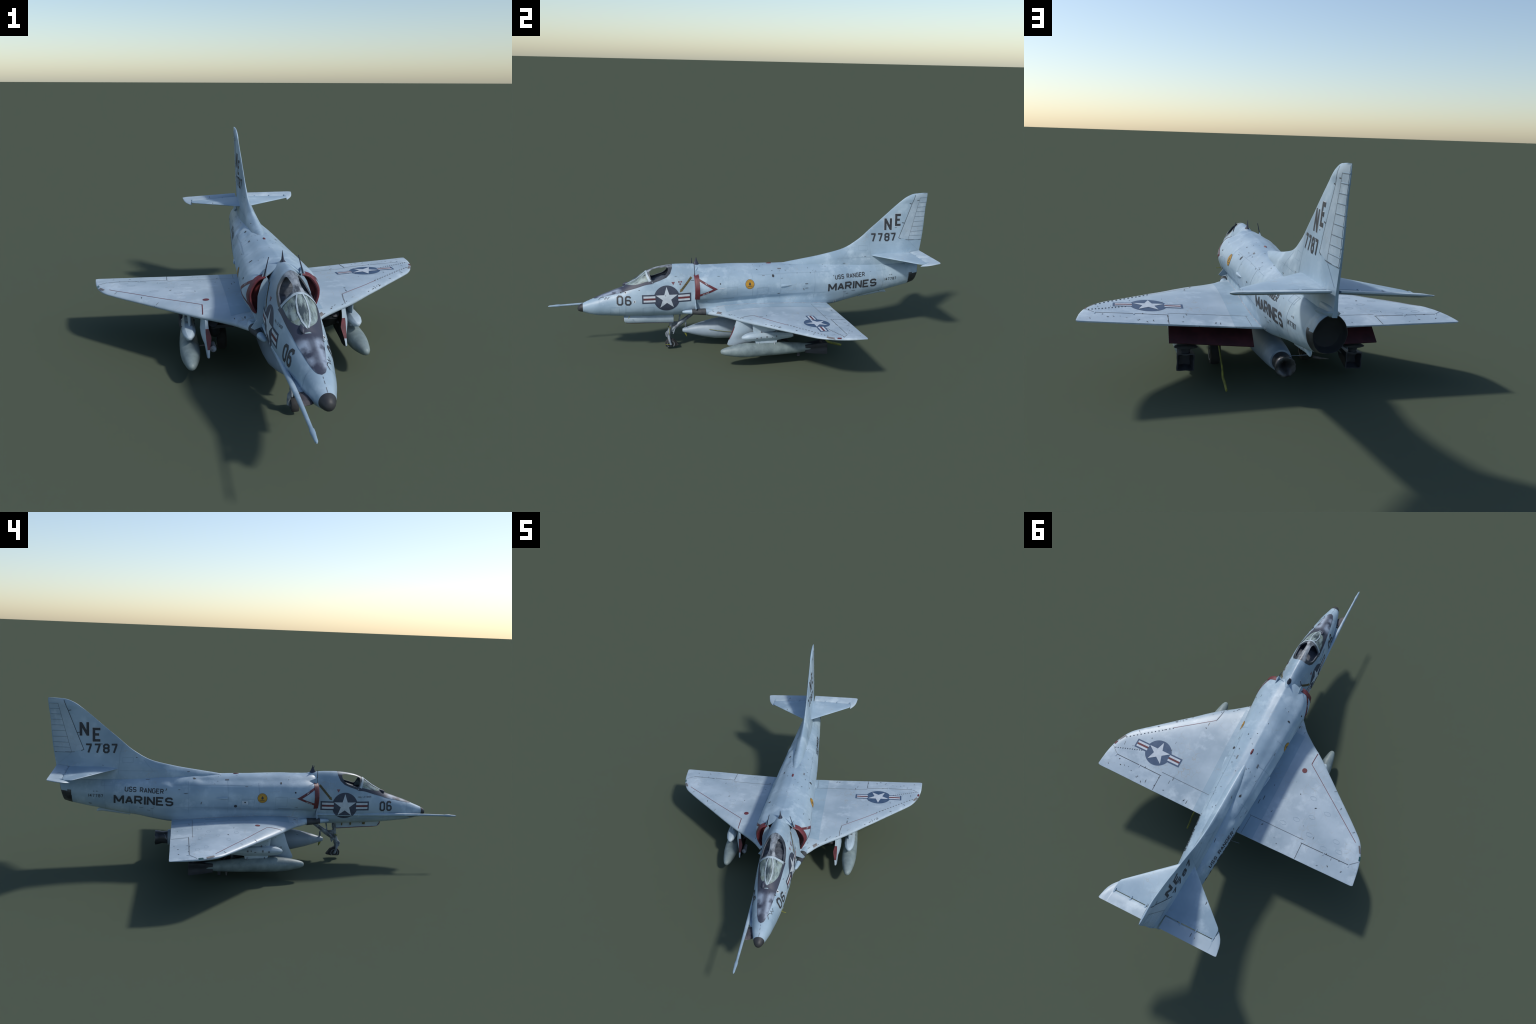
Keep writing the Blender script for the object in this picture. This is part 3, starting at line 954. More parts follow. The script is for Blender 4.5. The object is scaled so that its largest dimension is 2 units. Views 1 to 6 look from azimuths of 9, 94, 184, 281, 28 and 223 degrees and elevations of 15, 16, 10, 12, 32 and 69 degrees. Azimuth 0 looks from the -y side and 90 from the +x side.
# ------------------------------------------------------------------ main gear
for side in (1, -1):
    leg = tube("main_gear_leg", [(side * .195, .100, .20), (side * .192, .112, .13), (side * .190, .122, .075), (side * .186, .130, .047)], [.013, .012, .010, .008], "steel", 12)
    tube("drag_brace", [(side * .218, -.095, .196), (side * .215, -.060, .160), (side * .212, .000, .130), (side * .202, .065, .095), (side * .192, .110, .075)], [.016, .021, .020, .016, .010], "fins", 12, parent=leg)
    tube("door_link", [(side * .240, -.075, .150), (side * .222, -.060, .158)], .006, "fins", 8, parent=leg)
    zc = .0455 - side * .0063
    wheel(side * .176, .135, zc, .0475, .036, zc - .0455 , "main_wheel")
    bay = box_bm((side * .12 - .02 if side > 0 else side * .225, -.10, .176), (side * .225 if side > 0 else side * .12 + .02, .12, .188))
    add_obj("wheel_bay", from_bm(bay, "wheel_bay"), "dark", smooth=None)
    # curved outboard door, bulged over the wheel
    zs = [.214, .200, .185, .170, .155, .140, .128, .118, .106, .094, .088]
    bulge = pchip([.086, .094, .118, .128, .145, .170, .195, .216], [.2440, .2450, .2480, .2500, .2570, .2600, .2565, .2550])
    fr = pchip([.086, .093, .120, .155, .214], [-.150, -.1605, -.1500, -.134, -.114])
    door_t = pchip([.086, .100, .120, .140, .158, .175, .195, .216], [.005, .006, .009, .015, .019, .014, .010, .010])
    outer_r, inner_r = [], []
    for z in zs:
        y0 = fr(z)
        y1 = .005 if z > .10 else -.005 - (.104 - z) * 6
        ys = [y0 + (y1 - y0) * s for s in (0, .08, .2, .35, .5, .65, .8, 1)]
        bl = [.2, .55, .9, 1, 1, .8, .5, .1]
        outer_r.append([(side * (.244 + (bulge(z) - .240) * b), y, z) for y, b in zip(ys, bl)])
        tk = door_t(z)
        inner_r.append([(side * (.244 + (bulge(z) - .240) * b - tk - .006 * (b > .7)), y, z) for y, b in zip(ys, bl)])
    rg = [o + i[::-1] for o, i in zip(outer_r, inner_r)]
    dr = loft("main_gear_door", rg, "white", smooth=35)
    dr.data.materials.append(MAT["red"])
    dr.data.materials.append(MAT["dark"])
    for p in dr.data.polygons:
        if p.normal.y < -.75 and p.center.y < fr(p.center.z) + .006 and .116 < p.center.z < .192:
            p.material_index = 1
        elif p.normal.x * side < -.3:
            p.material_index = 2

# landing light carried by the starboard gear door, loose wires and a chock bar
ll = tube("landing_light", [(-.2245, -.1330, .1135), (-.2240, -.1315, .1130), (-.2235, -.118, .1100), (-.2230, -.085, .1150)], [.0095, .0115, .0115, .008], "hub", 16)
tube("chock_bar", [(-.205, .150, .020), (-.235, .152, .014), (-.268, .155, .012)], [.0065, .0045, .0020], "patch", 8)
tube("ground_wire", [(-.030, .450, .1270), (-.062, .445, .1255), (-.100, .440, .1265)], .0012, "steel", 6)
# yellow tie-down strap hanging behind the port gear
tube("tie_down_strap", [(.182, .262, .108), (.181, .31, .082), (.180, .36, .054), (.183, .40, .036), (.180, .43, .026), (.1794, .465, .0150)], [.0042, .0050, .0056, .0066, .0072, .0060], "strap", 8, flat=.6)
tube("yellow_pin", [(.05, -.628, .208), (.062, -.630, .2065), (.074, -.632, .2055)], .0016, "strap", 6)

# ------------------------------------------------------------------ surface fittings
# side bumps (scoops) on the rear fuselage
for side in (1, -1):
    rg = revolve_rings([(.148, .0065), (.1485, .0075), (.165, .0070), (.185, .0050), (.207, .0008)], lambda y: (side * (.1075 - (y - .15) * .05), .3400), 16)
    loft("side_scoop", rg, "skin")
# red beacon on the spine
rg = revolve_rings([(.088, .0010), (.092, .0042), (.104, .0055), (.116, .0042), (.121, .0010)], lambda y: (0, .4350), 14)
loft("beacon_light", rg, "red")
# bump for the gunsight at the windscreen foot
rg = revolve_rings([(-.656, .001), (-.650, .006), (-.640, .007), (-.628, .003)], lambda y: (-.016, .3560 + .42 * (y + .656)), 10)
loft("sight_bump", rg, "antiglare")

# hammered, hand-worked skin: slight waviness, and the crumpled patch on the starboard shoulder
from mathutils import noise as mnoise


def weather(ob, amp, freq):
    me = ob.data
    nrm = [v.normal.copy() for v in me.vertices]
    for v, n in zip(me.vertices, nrm):
        p = v.co
        d = amp * (mnoise.noise(p * freq) + .5 * mnoise.noise(p * freq * 2.3))
        if ob.name == "center_fuselage" and p.x < -.02 and p.z > .34:
            g = lambda y, z, sy, sz: math.exp(-((p.y - y) / sy) ** 2 - ((p.z - z) / sz) ** 2)
            d += .0045 * g(.335, .408, .040, .014) - .0055 * g(.268, .418, .026, .012) - .0060 * g(.415, .400, .016, .018) + .003 * g(.440, .385, .018, .014)
        v.co = p + n * d
    me.update()


for o in (body, centre):
    weather(o, .0009, 14)
for o in (fin, wings[1], wings[-1]):
    weather(o, .0009, 11)

# ------------------------------------------------------------------ markings: thin paint layers laid on the skin
def bvh_of(*obs):
    vs, fs = [], []
    for o in obs:
        b = len(vs)
        vs += [o.matrix_local @ v.co for v in o.data.vertices]
        fs += [[b + i for i in p.vertices] for p in o.data.polygons]
    return BVHTree.FromPolygons(vs, fs)


SURF = {
    "side": bvh_of(body, centre, canopy, ws, pr_ob),
    "nose": bvh_of(body),
    "canopy": bvh_of(canopy, ws),
    "mid": bvh_of(centre),
    "fin": bvh_of(fin),
    "top": bvh_of(wings[1], wings[-1]),
    "spine": bvh_of(body, centre),
    "stab": None,
}


def frame_side(side, surf):
    """(u, v) = (y, z) projected along x on to one flank"""
    return lambda u, v: (Vector((side * .5, u, v)), Vector((-side, 0, 0)), surf)


def frame_top(surf):
    return lambda u, v: (Vector((u, v, 1.0)), Vector((0, 0, -1)), surf)


class Layer:
    """collects flat shapes of one colour, cut into small cells and wrapped on the skin"""

    def __init__(self, name, mat, frame, lift=.0006, cell=.008):
        self.name, self.mat, self.frame, self.lift, self.cell = name, mat, frame, lift, cell
        self.bm = bmesh.new()
        self.k = 0

    def poly(self, pts, extra=0.0):
        b = bmesh.new()
        f = b.faces.new([b.verts.new((p[0], p[1], 0)) for p in pts])
        us, vs = [p[0] for p in pts], [p[1] for p in pts]
        for lo, hi, axis in ((min(us), max(us), 0), (min(vs), max(vs), 1)):
            c = math.floor(lo / self.cell) * self.cell + self.cell
            while c < hi:
                co, no = [0, 0, 0], [0, 0, 0]
                co[axis], no[axis] = c, 1
                bmesh.ops.bisect_plane(b, geom=b.verts[:] + b.edges[:] + b.faces[:], plane_co=co, plane_no=no, dist=1e-7)
                c += self.cell
        bmesh.ops.triangulate(b, faces=b.faces[:])
        self.k += 1
        vm = {}
        for v in b.verts:
            o, d, s = self.frame(v.co.x, v.co.y)
            hit, n, _, _ = SURF[s].ray_cast(o, d)
            if hit is None:
                vm[v] = None
                continue
            if n.dot(d) > 0:
                n = -n
            vm[v] = self.bm.verts.new(hit + n * (self.lift + extra + .00004 * (self.k % 9)))
        for f in b.faces:
            q = [vm[v] for v in f.verts]
            if None in q or max((q[0].co - q[1].co).length, (q[0].co - q[2].co).length) > 6 * self.cell:
                continue
            self.bm.faces.new(q)
        b.free()
        return self

    def line(self, pts, width, closed=False):
        """mitred stroke"""
        P = [Vector(p) for p in pts]
        n = len(P)
        L, R = [], []
        for i in range(n):
            a = P[i - 1] if i or closed else None
            b = P[(i + 1) % n] if i < n - 1 or closed else None
            d1 = (P[i] - a).normalized() if a is not None else None
            d2 = (b - P[i]).normalized() if b is not None else None
            d1, d2 = d1 or d2, d2 or d1
            t = (d1 + d2)
            t = t.normalized() if t.length > 1e-6 else d1
            nrm = Vector((-t.y, t.x))
            k = width / 2 / max(.35, nrm.dot(Vector((-d1.y, d1.x))))
            L.append(P[i] + nrm * k)
            R.append(P[i] - nrm * k)
        for i in range(n if closed else n - 1):
            j = (i + 1) % n
            self.poly([L[i], L[j], R[j], R[i]])
        return self

    def disc(self, c, r, n=40, rx=None):
        return self.poly([(c[0] + (rx or r) * math.cos(2 * math.pi * i / n), c[1] + r * math.sin(2 * math.pi * i / n)) for i in range(n)])

    def done(self, parent=root):
        bmesh.ops.recalc_face_normals(self.bm, faces=self.bm.faces) if False else None
        me = bpy.data.meshes.new(self.name)
        self.bm.to_mesh(me)
        self.bm.free()
        if not me.polygons:
            return None
        ob = add_obj(self.name, me, self.mat, parent, None)
        for p in me.polygons:
            p.use_smooth = True
        ob["kind"] = "stuff"
        return ob


# block stroke alphabet on a unit cell (width .62, height 1), cut corners
c_ = .16
W_ = .62
GL = {
    "0": [[(c_, 0), (W_ - c_, 0), (W_, c_), (W_, 1 - c_), (W_ - c_, 1), (c_, 1), (0, 1 - c_), (0, c_), (c_, 0)]],
    "1": [[(.12, -.06), (.12, 1.06)]],
    "4": [[(W_ * .75, -.06), (W_ * .75, 1.06)], [(W_ * .72, .98), (.03, .32)], [(-.05, .3), (W_ + .06, .3)]],
    "6": [[(W_, 1 - c_), (W_ - c_, 1), (c_, 1), (0, 1 - c_), (0, c_), (c_, 0), (W_ - c_, 0), (W_, c_), (W_, .55 - c_), (W_ - c_, .55), (0, .55)]],
    "7": [[(-.06, 1), (W_ + .06, 1)], [(W_ - .03, .98), (W_ * .36, -.06)]],
    "8": [[(c_, .53), (0, .53 + c_ * .8), (0, 1 - c_), (c_, 1), (W_ - c_, 1), (W_, 1 - c_), (W_, .53 + c_ * .8), (W_ - c_, .53), (c_, .53), (0, .53 - c_ * .8), (0, c_), (c_, 0), (W_ - c_, 0), (W_, c_), (W_, .53 - c_ * .8), (W_ - c_, .53)]],
    "A": [[(0, 0), (W_ * .48, .97)], [(W_ * .52, .97), (W_, 0)], [(W_ * .2, .3), (W_ * .8, .3)]],
    "C": [[(W_, c_), (W_ - c_, 0), (c_, 0), (0, c_), (0, 1 - c_), (c_, 1), (W_ - c_, 1), (W_, 1 - c_)]],
    "E": [[(W_, 0), (0, 0), (0, 1), (W_, 1)], [(0, .52), (W_ * .8, .52)]],
    "G": [[(W_, 1 - c_), (W_ - c_, 1), (c_, 1), (0, 1 - c_), (0, c_), (c_, 0), (W_ - c_, 0), (W_, c_), (W_, .5), (W_ * .55, .5)]],
    "I": [[(.06, -.08), (.06, 1.08)]],
    "J": [[(0, c_), (c_, 0), (W_ - c_, 0), (W_, c_), (W_, 1)]],
    "K": [[(0, 0), (0, 1)], [(W_, 1), (.05, .45)], [(.2, .58), (W_, 0)]],
    "L": [[(0, 1), (0, 0), (W_, 0)]],
    "M": [[(0, -.08), (0, 1.08)], [(.05, .98), (W_ * .66, .18)], [(W_ * .66, .18), (W_ * 1.32 - .05, .98)], [(W_ * 1.32, 1.08), (W_ * 1.32, -.08)]],
    "N": [[(0, -.08), (0, 1.08)], [(.04, .96), (W_ - .04, .04)], [(W_, -.08), (W_, 1.08)]],
    "O": [[(c_, 0), (W_ - c_, 0), (W_, c_), (W_, 1 - c_), (W_ - c_, 1), (c_, 1), (0, 1 - c_), (0, c_), (c_, 0)]],
    "R": [[(0, 0), (0, 1), (W_ - c_, 1), (W_, 1 - c_), (W_, .48 + c_), (W_ - c_, .48), (0, .48)], [(W_ * .5, .48), (W_, 0)]],
    "S": [[(0, c_), (c_, 0), (W_ - c_, 0), (W_, c_), (W_, .5 - c_ * .6), (W_ - c_, .5), (c_, .5), (0, .5 + c_ * .6), (0, 1 - c_), (c_, 1), (W_ - c_, 1), (W_, 1 - c_)]],
    "T": [[(0, 1), (W_, 1)], [(W_ / 2, 1), (W_ / 2, 0)]],
    "U": [[(0, 1), (0, c_), (c_, 0), (W_ - c_, 0), (W_, c_), (W_, 1)]],
    "-": [[(0, .5), (W_, .5)]],
    ".": [[(0, 0), (0, .12)]],
}


def text_width(s, gap, stroke):
    w = 0
    for ch in s:
        w += (.35 if ch == " " else max(p[0] for st in GL[ch] for p in st)) + gap + stroke
    return w - gap - stroke


def lettering(layer, s, p0, p1, h, stroke=.17, gap=.16, flip=1):
    """set string s along the base line p0 -> p1 (centres of strokes), cap height h"""
    p0, p1 = Vector(p0), Vector(p1)
    length = (p1 - p0).length
    e = (p1 - p0).normalized()
    up = Vector((-e.y, e.x))
    if up.y < 0:
        up = -up
    hh = h * (1 - stroke)
    tw = text_width(s, gap, stroke)
    sx = (length - stroke * h) / tw
    x = 0.0
    org = p0 + e * (stroke * h / 2) + up * (stroke * h / 2)
    for ch in s:
        if ch == " ":
            x += .35 + gap + stroke
            continue
        for st in GL[ch]:
            pts = [org + e * ((x + a) * sx) + up * (b * hh) for a, b in st]
            closed = len(pts) > 3 and (pts[0] - pts[-1]).length < 1e-6
            # square the free ends out by half a stroke
            if closed:
                layer.line(pts[:-1], stroke * h, True)
            else:
                layer.line(pts, stroke * h)
        x += max(p[0] for st in GL[ch] for p in st) + gap + stroke
    return layer


def star_insignia(frame, c, R, e, up, blue, lifts=(.0005, .0009, .0013), cell=.007):
    """disc with white star and side bars; e = bar direction, up = star direction"""
    c, e, up = Vector(c), Vector(e), Vector(up)
    P = lambda a, b: c + e * a * R + up * b * R
    b = Layer("insignia_blue_field", blue, frame, lifts[0], cell)
    b.poly([P(1.125 * math.cos(2 * math.pi * i / 48), 1.125 * math.sin(2 * math.pi * i / 48)) for i in range(48)])
    for s in (1, -1):
        b.poly([P(s * .80, .385), P(s * 2.125, .385), P(s * 2.125, -.385), P(s * .80, -.385)], .0001)
    b.done()
    w = Layer("insignia_white_bar", "star", frame, lifts[1], cell)
    for s in (1, -1):
        w.poly([P(s * .985, .26), P(s * 2.0, .26), P(s * 2.0, -.26), P(s * .985, -.26)])
    tips = [(math.sin(2 * math.pi * i / 5), math.cos(2 * math.pi * i / 5)) for i in range(5)]
    ri = .382
    inn = [(ri * math.sin(2 * math.pi * (i + .5) / 5), ri * math.cos(2 * math.pi * (i + .5) / 5)) for i in range(5)]
    pts = []
    for t, q in zip(tips, inn):
        pts += [P(*t), P(*q)]
    w.poly(pts, .0003)
    w.done()
    r = Layer("insignia_red_bar", "red", frame, lifts[2], cell)
    for s in (1, -1):
        r.poly([P(s * .985, .085), P(s * 2.0, .085), P(s * 2.0, -.085), P(s * .985, -.085)])
    r.done()


for side in (1, -1):
    fs = frame_side(side, "side")
    ff = frame_side(side, "fin")
    fm = frame_side(side, "mid")
    fnose = frame_side(side, "nose")
    aft = lambda a, b: (a, b)
    star_insignia(fs, (-.4395, .2985), .0580, (1, 0), (0, 1), "navy")
    let = Layer("nose_number", "letter", fs, .0008, .006)
    if side > 0:
        lettering(let, "06", (-.688, .2725), (-.616, .2700), .0470, .17, .24)
    else:
        lettering(let, "06", (-.6205, .2705), (-.6865, .2705), .0480, .17, .24)
    let.done()
    let = Layer("squadron_lettering", "letter", fm, .0008, .008)
    if side > 0:
        lettering(let, "MARINES", (.4135, .2860), (.6980, .2945), .0450, .20, .07)
        lettering(let, "USS RANGER", (.4520, .3500), (.6270, .3545), .0235, .17, .13)
        lettering(let, "147787", (.7450, .3225), (.8170, .3245), .0155, .15, .25)
        lettering(let, "A-4L", (.772, .3500), (.793, .3505), .0058, .17, .3)
    else:
        lettering(let, "MARINES", (.6945, .2960), (.4095, .2905), .0450, .20, .07)
        lettering(let, "USS RANGER", (.6420, .3570), (.4560, .3505), .0235, .17, .13)
        lettering(let, "147787", (.8150, .3260), (.7435, .3245), .0155, .15, .25)
        lettering(let, "A-4L", (.791, .3510), (.766, .3510), .0058, .17, .3)
    let.done()
    let = Layer("tail_code", "letter", ff, .0008, .012)
    halo = Layer("tail_code_halo", "star", ff, .0004, .012)
    if side > 0:
        for lay, g in ((halo, .004), (let, 0)):
            st = .185 + g * 6.5
            lettering(lay, "N", (.7505 - g * .5, .5910 - g * .5), (.7940 + g * .5, .5910 - g * .5), .0675 + g, st)
            lettering(lay, "E", (.8115 - g * .5, .6135 - g * .5), (.8505 + g * .5, .6135 - g * .5), .0670 + g, st)
        lettering(let, "7787", (.6745, .5310), (.8215, .5310), .0465, .19, .26)
    else:
        for lay, g in ((halo, .004), (let, 0)):
            st = .185 + g * 6.5
            lettering(lay, "N", (.8560 + g * .5, .6120 - g * .5), (.8115 - g * .5, .6120 - g * .5), .0685 + g, st)
            lettering(lay, "E", (.7960 + g * .5, .5860 - g * .5), (.7535 - g * .5, .5860 - g * .5), .0670 + g, st)
        lettering(let, "7787", (.8290, .5305), (.6760, .5305), .0465, .19, .26)
    halo.done()
    let.done()
    # intake warning triangle
    tri = Layer("intake_warning", "red", fm, .0008, .008)
    tri.poly([(-.2770, .3985), (-.2770, .3870), (-.2120, .3480), (-.1870, .3480)])
    tri.poly([(-.2770, .3100), (-.2770, .3215), (-.2120, .3480), (-.1870, .3480)])
    tri.done()
    tw = Layer("intake_warning_text", "star", fm, .0013, .008)
    if side > 0:
        lettering(tw, "JET", (-.252, .3768), (-.236, .3670), .0055, .2, .3)
        lettering(tw, "INTAKE", (-.262, .3170), (-.232, .3310), .0052, .2, .3)
    else:
        lettering(tw, "JET", (-.236, .3670), (-.252, .3768), .0055, .2, .3)
        lettering(tw, "INTAKE", (-.232, .3310), (-.262, .3170), .0052, .2, .3)
    tw.poly([(-.180, .3480), (-.152, .3478), (-.152, .3512), (-.180, .3514)])
    tw.done()
    # round yellow crest: plain dark emblem on yellow
    cz = .3600 if side > 0 else .3450
    bd = Layer("crest_rim", "letter", fm, .0006, .008).disc((-.0190, cz), .0238)
    bd.done()
    bd = Layer("crest_field", "yellow", fm, .0009, .008).disc((-.0190, cz), .0222)
    bd.done()
    bd = Layer("crest_emblem", "letter", fm, .0013, .008)
    bd.disc((-.0190, cz + .001), .0065, 9, .0058)
    bd.poly([(-.0300, cz - .0105), (-.0080, cz - .0105), (-.0080, cz - .0080), (-.0300, cz - .0080)])
    bd.poly([(-.0215, cz + .005), (-.0165, cz + .005), (-.0175, cz + .0105), (-.0205, cz + .0095)])
    for a in range(25, 160, 15):
        t = math.radians(a)
        for sg, rr in ((1, .0175), (-1, .0180)):
            bd.disc((-.0190 + rr * math.cos(t), cz + sg * rr * math.sin(t)), .0014, 4)
    bd.done()
    # rescue arrow
    ar = Layer("rescue_arrow", "ochre", fnose, .0007, .008)
    A, B = Vector((-.3735, .3255)), Vector((-.3110, .3970))
    e = (B - A).normalized()
    n = Vector((-e.y, e.x))
    ar.poly([A, A + e * .016 + n * .0085, A + e * .016 + n * .0055, B + n * .0055, B - n * .0055, A + e * .016 - n * .0055, A + e * .016 - n * .0085])
    ar.done()
    art = Layer("rescue_text", "letter", fnose, .0011, .008)
    if side > 0:
        lettering(art, "RESCUE", A + e * .022 - n * .0030, B - e * .006 - n * .0030, .0060, .2, .3)
    else:
        lettering(art, "RESCUE", B - e * .006 - n * .003, A + e * .022 - n * .003, .0060, .2, .3)
    art.done()
    # small stencils
    sm = Layer("stencil_triangle", "redline", fnose, .0007, .008)
    sm.poly([(-.414, .3790), (-.396, .3790), (-.405, .3640)])
    sm.done()
    if side > 0:
        sm = Layer("stencil_triangle_worn", "redline", fnose, .0007, .008)
        for q in ((-.376, .3775), (-.364, .3775), (-.370, .3665)):
            sm.disc(q, .0045, 7)
        sm.done()
        sm = Layer("nose_scuff", "letter", fnose, .0007, .006)
        sm.line([(-.775, .2985), (-.762, .3075), (-.750, .3080), (-.744, .2995), (-.738, .3105), (-.732, .3015), (-.722, .3110)], .0016)
        sm.done()
    else:
        sm = Layer("pilot_name", "seam", fnose, .0007, .008)
        lettering(sm, "MAJ J.T. OKER".replace(".", ""), (-.507, .3385), (-.575, .3385), .0085, .17, .3)
        sm.done()
    # white rimmed ports
    pt = Layer("port_rim", "star", fs, .0006, .006)
    dk = Layer("port_hole", "seamdark", fs, .0010, .006)
    if side > 0:
        for q, rr in (((-.600, .2885), .0032), ((-.643, .3325), .0034), ((-.665, .3310), .0030)):
            dk.disc(q, rr, 12)
        for q in ((-.600, .2885), (-.643, .3325)):
            pt.poly([(q[0] - .0065, q[1] - .0065), (q[0] + .0065, q[1] - .0065), (q[0] + .0065, q[1] + .0065), (q[0] - .0065, q[1] + .0065)])
        dk.disc((.1085, .3915), .0065, 14)
        dk.disc((-.173, .3720), .0035, 10)
        pt.poly([(.4560, .216), (.4690, .216), (.4690, .230), (.4560, .230)])
        dk.disc((.4625, .2225), .0030, 10)
    else:
        dk.disc((.109, .300), .0075, 14)
        pt.poly([(.050, .310), (.079, .310), (.079, .329), (.050, .329)])
        dk.disc((.064, .322), .0040, 10)
        dk.disc((-.180, .3750), .0040, 10)
        dk.disc((-.112, .412), .0040, 10)
    dk.disc((.925, .3790), .0035, 10)
    pt.done()
    dk.done()
    # fuselage seams
    sf = Layer("panel_seam_faint", "seamfaint", fs, .0005, .010)
    for y, z0, z1 in ((-.7735, .214, .306), (.145, .262, .415), (.335, .255, .410), (-.645, .205, .300), (.735, .262, .40), (-.005, .285, .41), (.62, .245, .30), (.51, .232, .272)):
        sf.line([(y, z0), (y + (z1 - z0) * .02, z1)], .0016)
    for y0, y1, z0, z1 in ((-.140, -.084, .303, .352), (.020, .080, .300, .338), (-.560, -.505, .205, .255), (-.72, -.675, .215, .262), (.70, .752, .380, .398)):
        sf.line([(y0, z0), (y1, z0), (y1, z1), (y0, z1)], .0013, True)
    sf.line([(-.10, .2975), (.10, .2955), (.40, .285)], .0013)
    sf.line([(.03, .4000), (.22, .3990), (.42, .392)], .0013)
    sf.line([(-.65, .235), (-.55, .232), (-.42, .230)], .0013)
    sf.done()
    sd = Layer("panel_slot", "seam", fm, .0006, .008)
    for q0, q1, w in (((.141, .4185), (.160, .4180), .0045), ((.050, .3950), (.064, .3950), .002), ((.553, .2790), (.573, .2800), .0022), ((.503, .2760), (.518, .2768), .0022), ((.520, .2650), (.535, .2660), .0022),
                      ((.273, .318), (.277, .306), .0045), ((-.160, .2915), (-.100, .2905), .0012)):
        sd.line([q0, q1], w)
    sd.done()
    # fin: rudder hinge, lower cut, stiffener band
    ru = Layer("rudder", "wing", ff, .0007, .012)
    ru.poly([(.9290, .7872), (.8385, .5482), (.8900, .5345), (.9730, .5335), (.9950, .7872)])
    ru.done()
    rh = Layer("rudder_gap", "seamdark", ff, .0012, .012)
    rh.line([(.9283, .7875), (.8372, .5474), (.8500, .5415)], .0022)
    rh.line([(.8800, .5345), (.8955, .5333), (.9745, .5325)], .0014)
    rh.line([(.893, .735), (.905, .733)], .003)
    rh.line([(.852, .631), (.866, .629)], .003)
    rh.done()
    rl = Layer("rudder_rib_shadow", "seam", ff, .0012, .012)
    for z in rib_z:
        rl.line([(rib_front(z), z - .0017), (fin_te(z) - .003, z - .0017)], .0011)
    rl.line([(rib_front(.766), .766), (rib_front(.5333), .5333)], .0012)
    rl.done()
    fl_ = Layer("fin_seam", "seamfaint", ff, .0005, .012)
    fl_.line([(.654, .575), (.668, .530), (.672, .47), (.676, .43)], .0016)
    fl_.line([(.48, .450), (.62, .448), (.67, .449)], .0012)
    fl_.line([(.555, .50), (.50, .440)], .0012)
    fl_.line([(.898, .528), (.955, .478)], .0022)
    fl_.line([(.605, .487), (.655, .487), (.655, .512), (.605, .512)], .0012, True)
    fl_.done()

# anti-glare panel ahead of the windscreen
ft = frame_top("nose")
SURF["crown"] = bvh_of(body, ws)
half = pchip([-.800, -.796, -.785, -.765, -.740, -.700, -.650, -.610, -.575, -.545, -.515, -.500], [.001, .008, .0145, .0205, .0255, .0320, .0395, .0460, .0505, .0535, .0560, .0570])
foot = pchip([-.660, -.641, -.634, -.622, -.600, -.570, -.540, -.512, -.500], [0, .0002, .0120, .0240, .0360, .0435, .0475, .0500, .0508])
ag = Layer("antiglare_panel", "antiglare", frame_top("crown"), .0008, .004)
ys = frange(-.800, -.503, 60)
for a, b in zip(ys, ys[1:]):
    if b < -.641:
        ag.poly([(-half(a), a), (half(a), a), (half(b), b), (-half(b), b)])
    else:
        for s in (1, -1):
            ag.poly([(s * half(a), a), (s * half(b), b), (s * foot(b), b), (s * foot(a), a)][:: s])
    ag.k = 0
ag.done()
# canopy framing, raised strips
fr = Layer("canopy_frame", "frame", frame_top("canopy"), .0016, .005)
fr.line([(-.058, -.5085), (-.048, -.522), (-.030, -.533), (0, -.5385), (.030, -.533), (.048, -.522), (.058, -.5085)], .0085)
fr.line([(-.002, -.640), (-.0105, -.620), (-.0155, -.590), (-.0140, -.560), (-.008, -.540)], .0042)
fr.line([(.002, -.640), (.0105, -.620), (.0155, -.590), (.0140, -.560), (.008, -.540)], .0042)
fr.done()
seamtop = Layer("nose_center_seam", "seam", ft, .0006, .01)
for a, b in ((-.853, -.838), (-.828, -.818), (-.812, -.806)):
    seamtop.line([(.001, a), (.001, b)], .0016)
seamtop.done()

# wing markings
tp_ = frame_top("top")
star_insignia(tp_, (.4305, .2425), .0560, (1, 0), (0, -1), "wingnavy", cell=.012)
wl = Layer("slat_line", "redline", tp_, .0006, .012)
wl.line([(.262, -.031), (.345, .032), (.4293, .097)], .0022)
wl.line([(-.2500, -.0326), (-.42, .095), (-.5914, .2255)], .0026)
wl.done()
wl = Layer("slat_end", "seam", tp_, .0008, .012)
wl.line([(.2545, -.0990), (.2555, -.070), (.262, -.031)], .0032)
wl.done()
wl = Layer("slat_end_red", "red", tp_, .0008, .012)
wl.line([(-.2530, -.0990), (-.2515, -.070), (-.2500, -.0326)], .0034)
wl.done()
gap = Layer("aileron_gap", "seamdark", tp_, .0006, .012)
fine = Layer("wing_seam", "seam", tp_, .0006, .012)
for s in (1, -1):
    gap.line([(s * .3650, .3352), (s * .6030, .3345)], .0024)
    gap.line([(s * .3700, .3352), (s * .3700, .4130)], .0020)
    fine.line([(s * .6030, .3345), (s * .6400, .3030)], .0018)
    fine.line([(s * .0950, .3175), (s * .3700, .3180)], .0018)
    fine.line([(s * .1010, .3175), (s * .0960, .4120)], .0014)
    fine.line([(s * .6350, .2650), (s * .6220, .2350)], .0012)
gap.done()
fine.done()
wk = Layer("walkway", "walk", tp_, .0004, .012)
for s in (1, -1):
    wk.poly([(s * .085, -.150), (s * .160, -.150), (s * .155, .414), (s * .060, .414)][:: s])
wk.done()
tk = Layer("slat_fence", "seam", tp_, .0008, .006)
